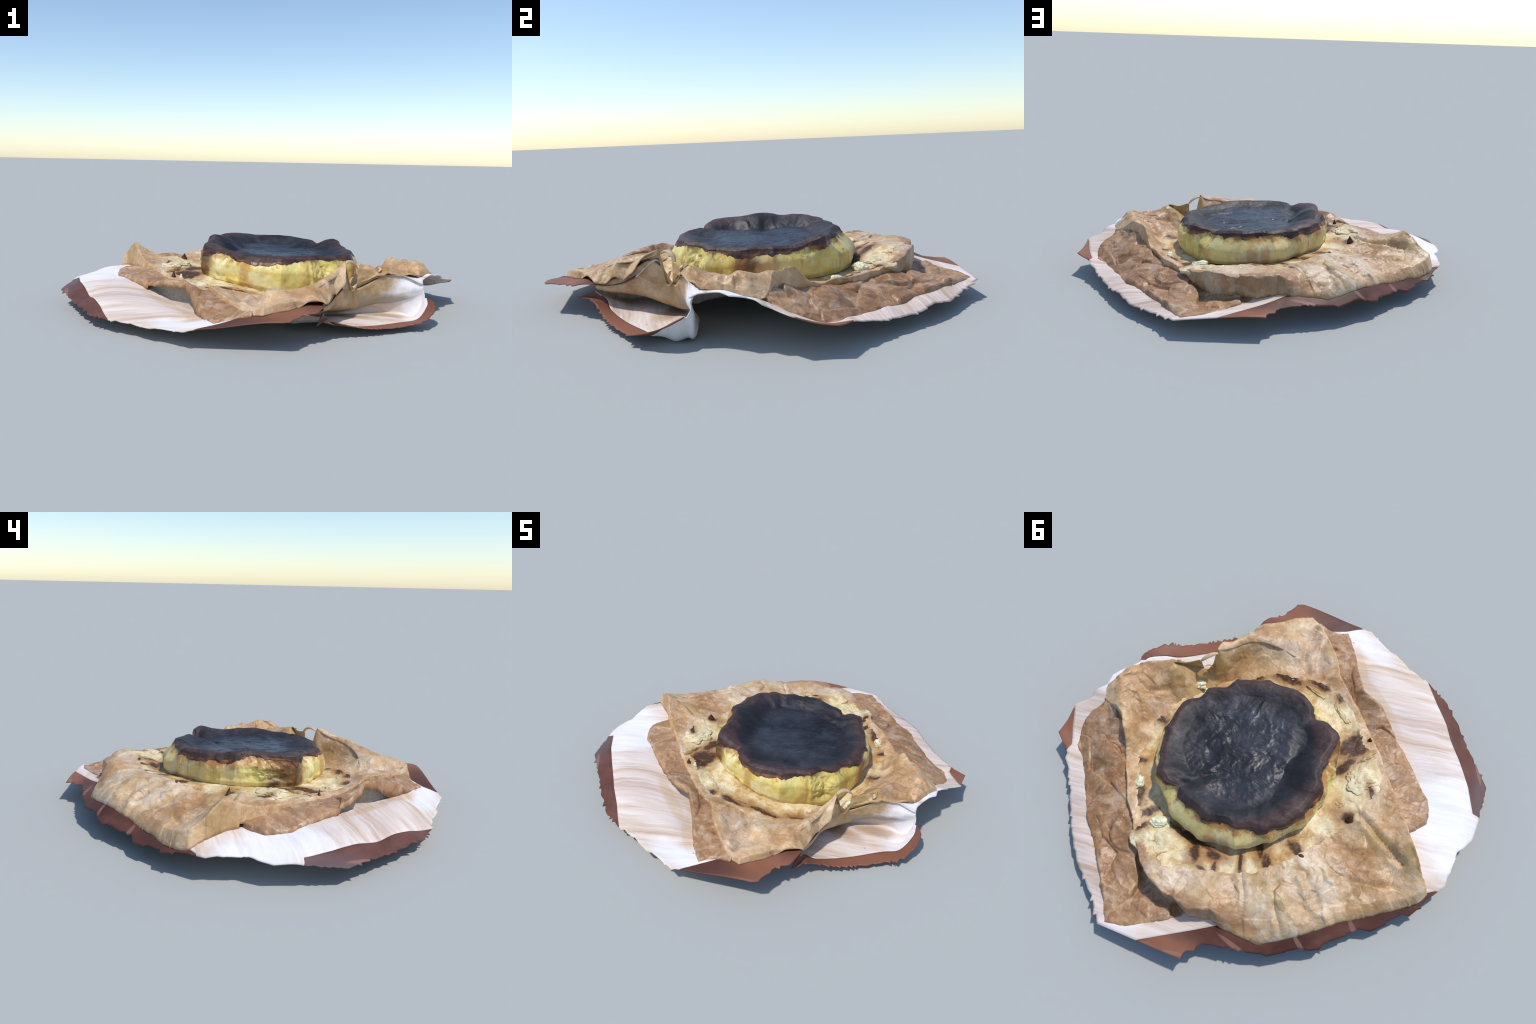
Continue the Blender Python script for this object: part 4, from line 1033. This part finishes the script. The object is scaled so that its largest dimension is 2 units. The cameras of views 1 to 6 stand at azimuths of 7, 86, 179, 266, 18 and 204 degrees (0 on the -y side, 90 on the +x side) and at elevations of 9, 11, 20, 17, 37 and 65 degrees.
# blend the shoulder from the apron's last row
sh = np.stack([x, y, z], -1)
lastr = np.hypot(apron[-1][:, 0] - CAKE[0], apron[-1][:, 1] - CAKE[1])
for i, q in enumerate(rho):
    w = smooth(0.85, 1.0, q)
    rr = q * Rr + w * (lastr - Rr) * q
    sh[i, :, 0], sh[i, :, 1] = CAKE[0] + rr * cr, CAKE[1] + rr * sr
crust_v = np.concatenate([np.stack(apron, 0), sh], 0)
NB = 11                                   # lower part of the apron: toasted, not burnt
crust = mesh_object("burnt_crust", crust_v[NB - 1:].reshape(-1, 3), grid_faces(len(crust_v) - NB + 1, NT, True), CRUST, cake)
toast_edge = mesh_object("toasted_edge", crust_v[:NB].reshape(-1, 3), grid_faces(NB, NT, True), TOASTED, cake)


# ------------------------------------------------------------------ crumbs and lumps
def lump(name, loc, size, mat, parent, seed, rough=0.25, rot=0.0, sub=4):
    bm = bmesh.new()
    bmesh.ops.create_icosphere(bm, subdivisions=sub, radius=1.0)
    co = np.array([v.co for v in bm.verts])
    k = 1 + rough * 1.6 * fbm(co[:, 0] * 1.1 + seed, co[:, 1] * 1.1, co[:, 2] * 1.1, 4, 0.55)
    co = co * k[:, None] * np.array(size)
    c, s = math.cos(rot), math.sin(rot)
    co = np.stack([co[:, 0] * c - co[:, 1] * s, co[:, 0] * s + co[:, 1] * c, co[:, 2]], 1) + np.array(loc)
    for v, q in zip(bm.verts, co):
        v.co = q
    me = bpy.data.meshes.new(name)
    bm.to_mesh(me)
    bm.free()
    me.polygons.foreach_set("use_smooth", [True] * len(me.polygons))
    me.materials.append(mat)
    ob = bpy.data.objects.new(name, me)
    bpy.context.scene.collection.objects.link(ob)
    ob.parent = parent
    return ob


for i, (px, py, dz, sx, sy_, sz, a) in enumerate([
        (0.322, 0.444, 0.004, 0.044, 0.030, 0.024, 20), (0.350, 0.540, -0.012, 0.055, 0.050, 0.018, 0), (0.245, 0.520, -0.012, 0.07, 0.04, 0.016, -20),
        (0.500, 0.300, 0.000, 0.022, 0.032, 0.018, 10), (0.470, -0.285, 0.004, 0.030, 0.024, 0.02, 0), (0.435, -0.275, 0.006, 0.014, 0.018, 0.018, 0)]):
    zz = float(sheet_z(np.array(px), np.array(py))) + 0.006 + dz
    lump("curd_crumb", (px, py, zz), (sx, sy_, sz), CURD if i in (0, 3, 4, 5) else FILM, paper, 2.3 * i + 1, 0.2, math.radians(a), 5)
# ridges of thicker baked cream that stand up from the film
for i, (px, py, sx, sy_, sz, a) in enumerate([(-0.43, -0.19, 0.055, 0.016, 0.016, 60), (-0.445, -0.07, 0.06, 0.06, 0.014, 0), (-0.25, -0.375, 0.07, 0.018, 0.012, -40), (-0.10, -0.445, 0.06, 0.012, 0.008, -20), (-0.40, 0.07, 0.03, 0.02, 0.012, 30)]):
    lump("cream_ridge", (px, py, float(sheet_z(np.array(px), np.array(py))) + 0.003), (sx, sy_, sz), FILM, paper, 1.7 * i + 40, 0.3, math.radians(a), 5)


def spike(loc, h, r, lean, mat, seed):
    n, m_ = 14, 12
    v = []
    for i in range(n):
        t = i / (n - 1)
        rr = r * (1 - t) ** 0.7 * (1 + 0.25 * math.sin(5 * t + seed)) + 0.0012
        for j in range(m_):
            a = TAU * j / m_
            v.append((loc[0] + rr * math.cos(a) + lean[0] * t * t, loc[1] + rr * math.sin(a) * 0.6 + lean[1] * t * t, loc[2] + h * t))
    f = [tuple(q) for q in grid_faces(n, m_, True)] + [tuple((n - 1) * m_ + j for j in range(m_))]
    return mesh_object("charred_flake", v, f, mat, paper)


for i, (px, py, h, r, lx, ly, mt) in enumerate([(-0.46, 0.13, 0.036, 0.016, 0.004, -0.006, SCORCH), (-0.415, -0.285, 0.030, 0.009, 0.004, 0.0, SCORCH), (-0.325, 0.365, 0.008, 0.010, 0.0, 0.004, SCORCH), (-0.375, -0.29, 0.018, 0.008, 0.0, 0.002, CURD)]):
    zz = float(sheet_z(np.array(px), np.array(py))) + 0.004
    spike((px, py, zz), h, r, (lx, ly), mt, i)

# ------------------------------------------------------------------ rest on the ground: lowest point at z = 0
bpy.context.view_layer.update()
dg = bpy.context.evaluated_depsgraph_get()
low = 1e9
for o in bpy.context.scene.objects:
    if o.type == "MESH":
        e = o.evaluated_get(dg).to_mesh()
        c = np.empty(len(e.vertices) * 3, np.float32)
        e.vertices.foreach_get("co", c)
        low = min(low, float(c.reshape(-1, 3)[:, 2].min()))
for o in bpy.context.scene.objects:
    if o.type == "MESH" and 1e-5 < abs(low) < 0.006:
        o.data.transform(__import__("mathutils").Matrix.Translation((0, 0, -low)))
print("lowest was", low)
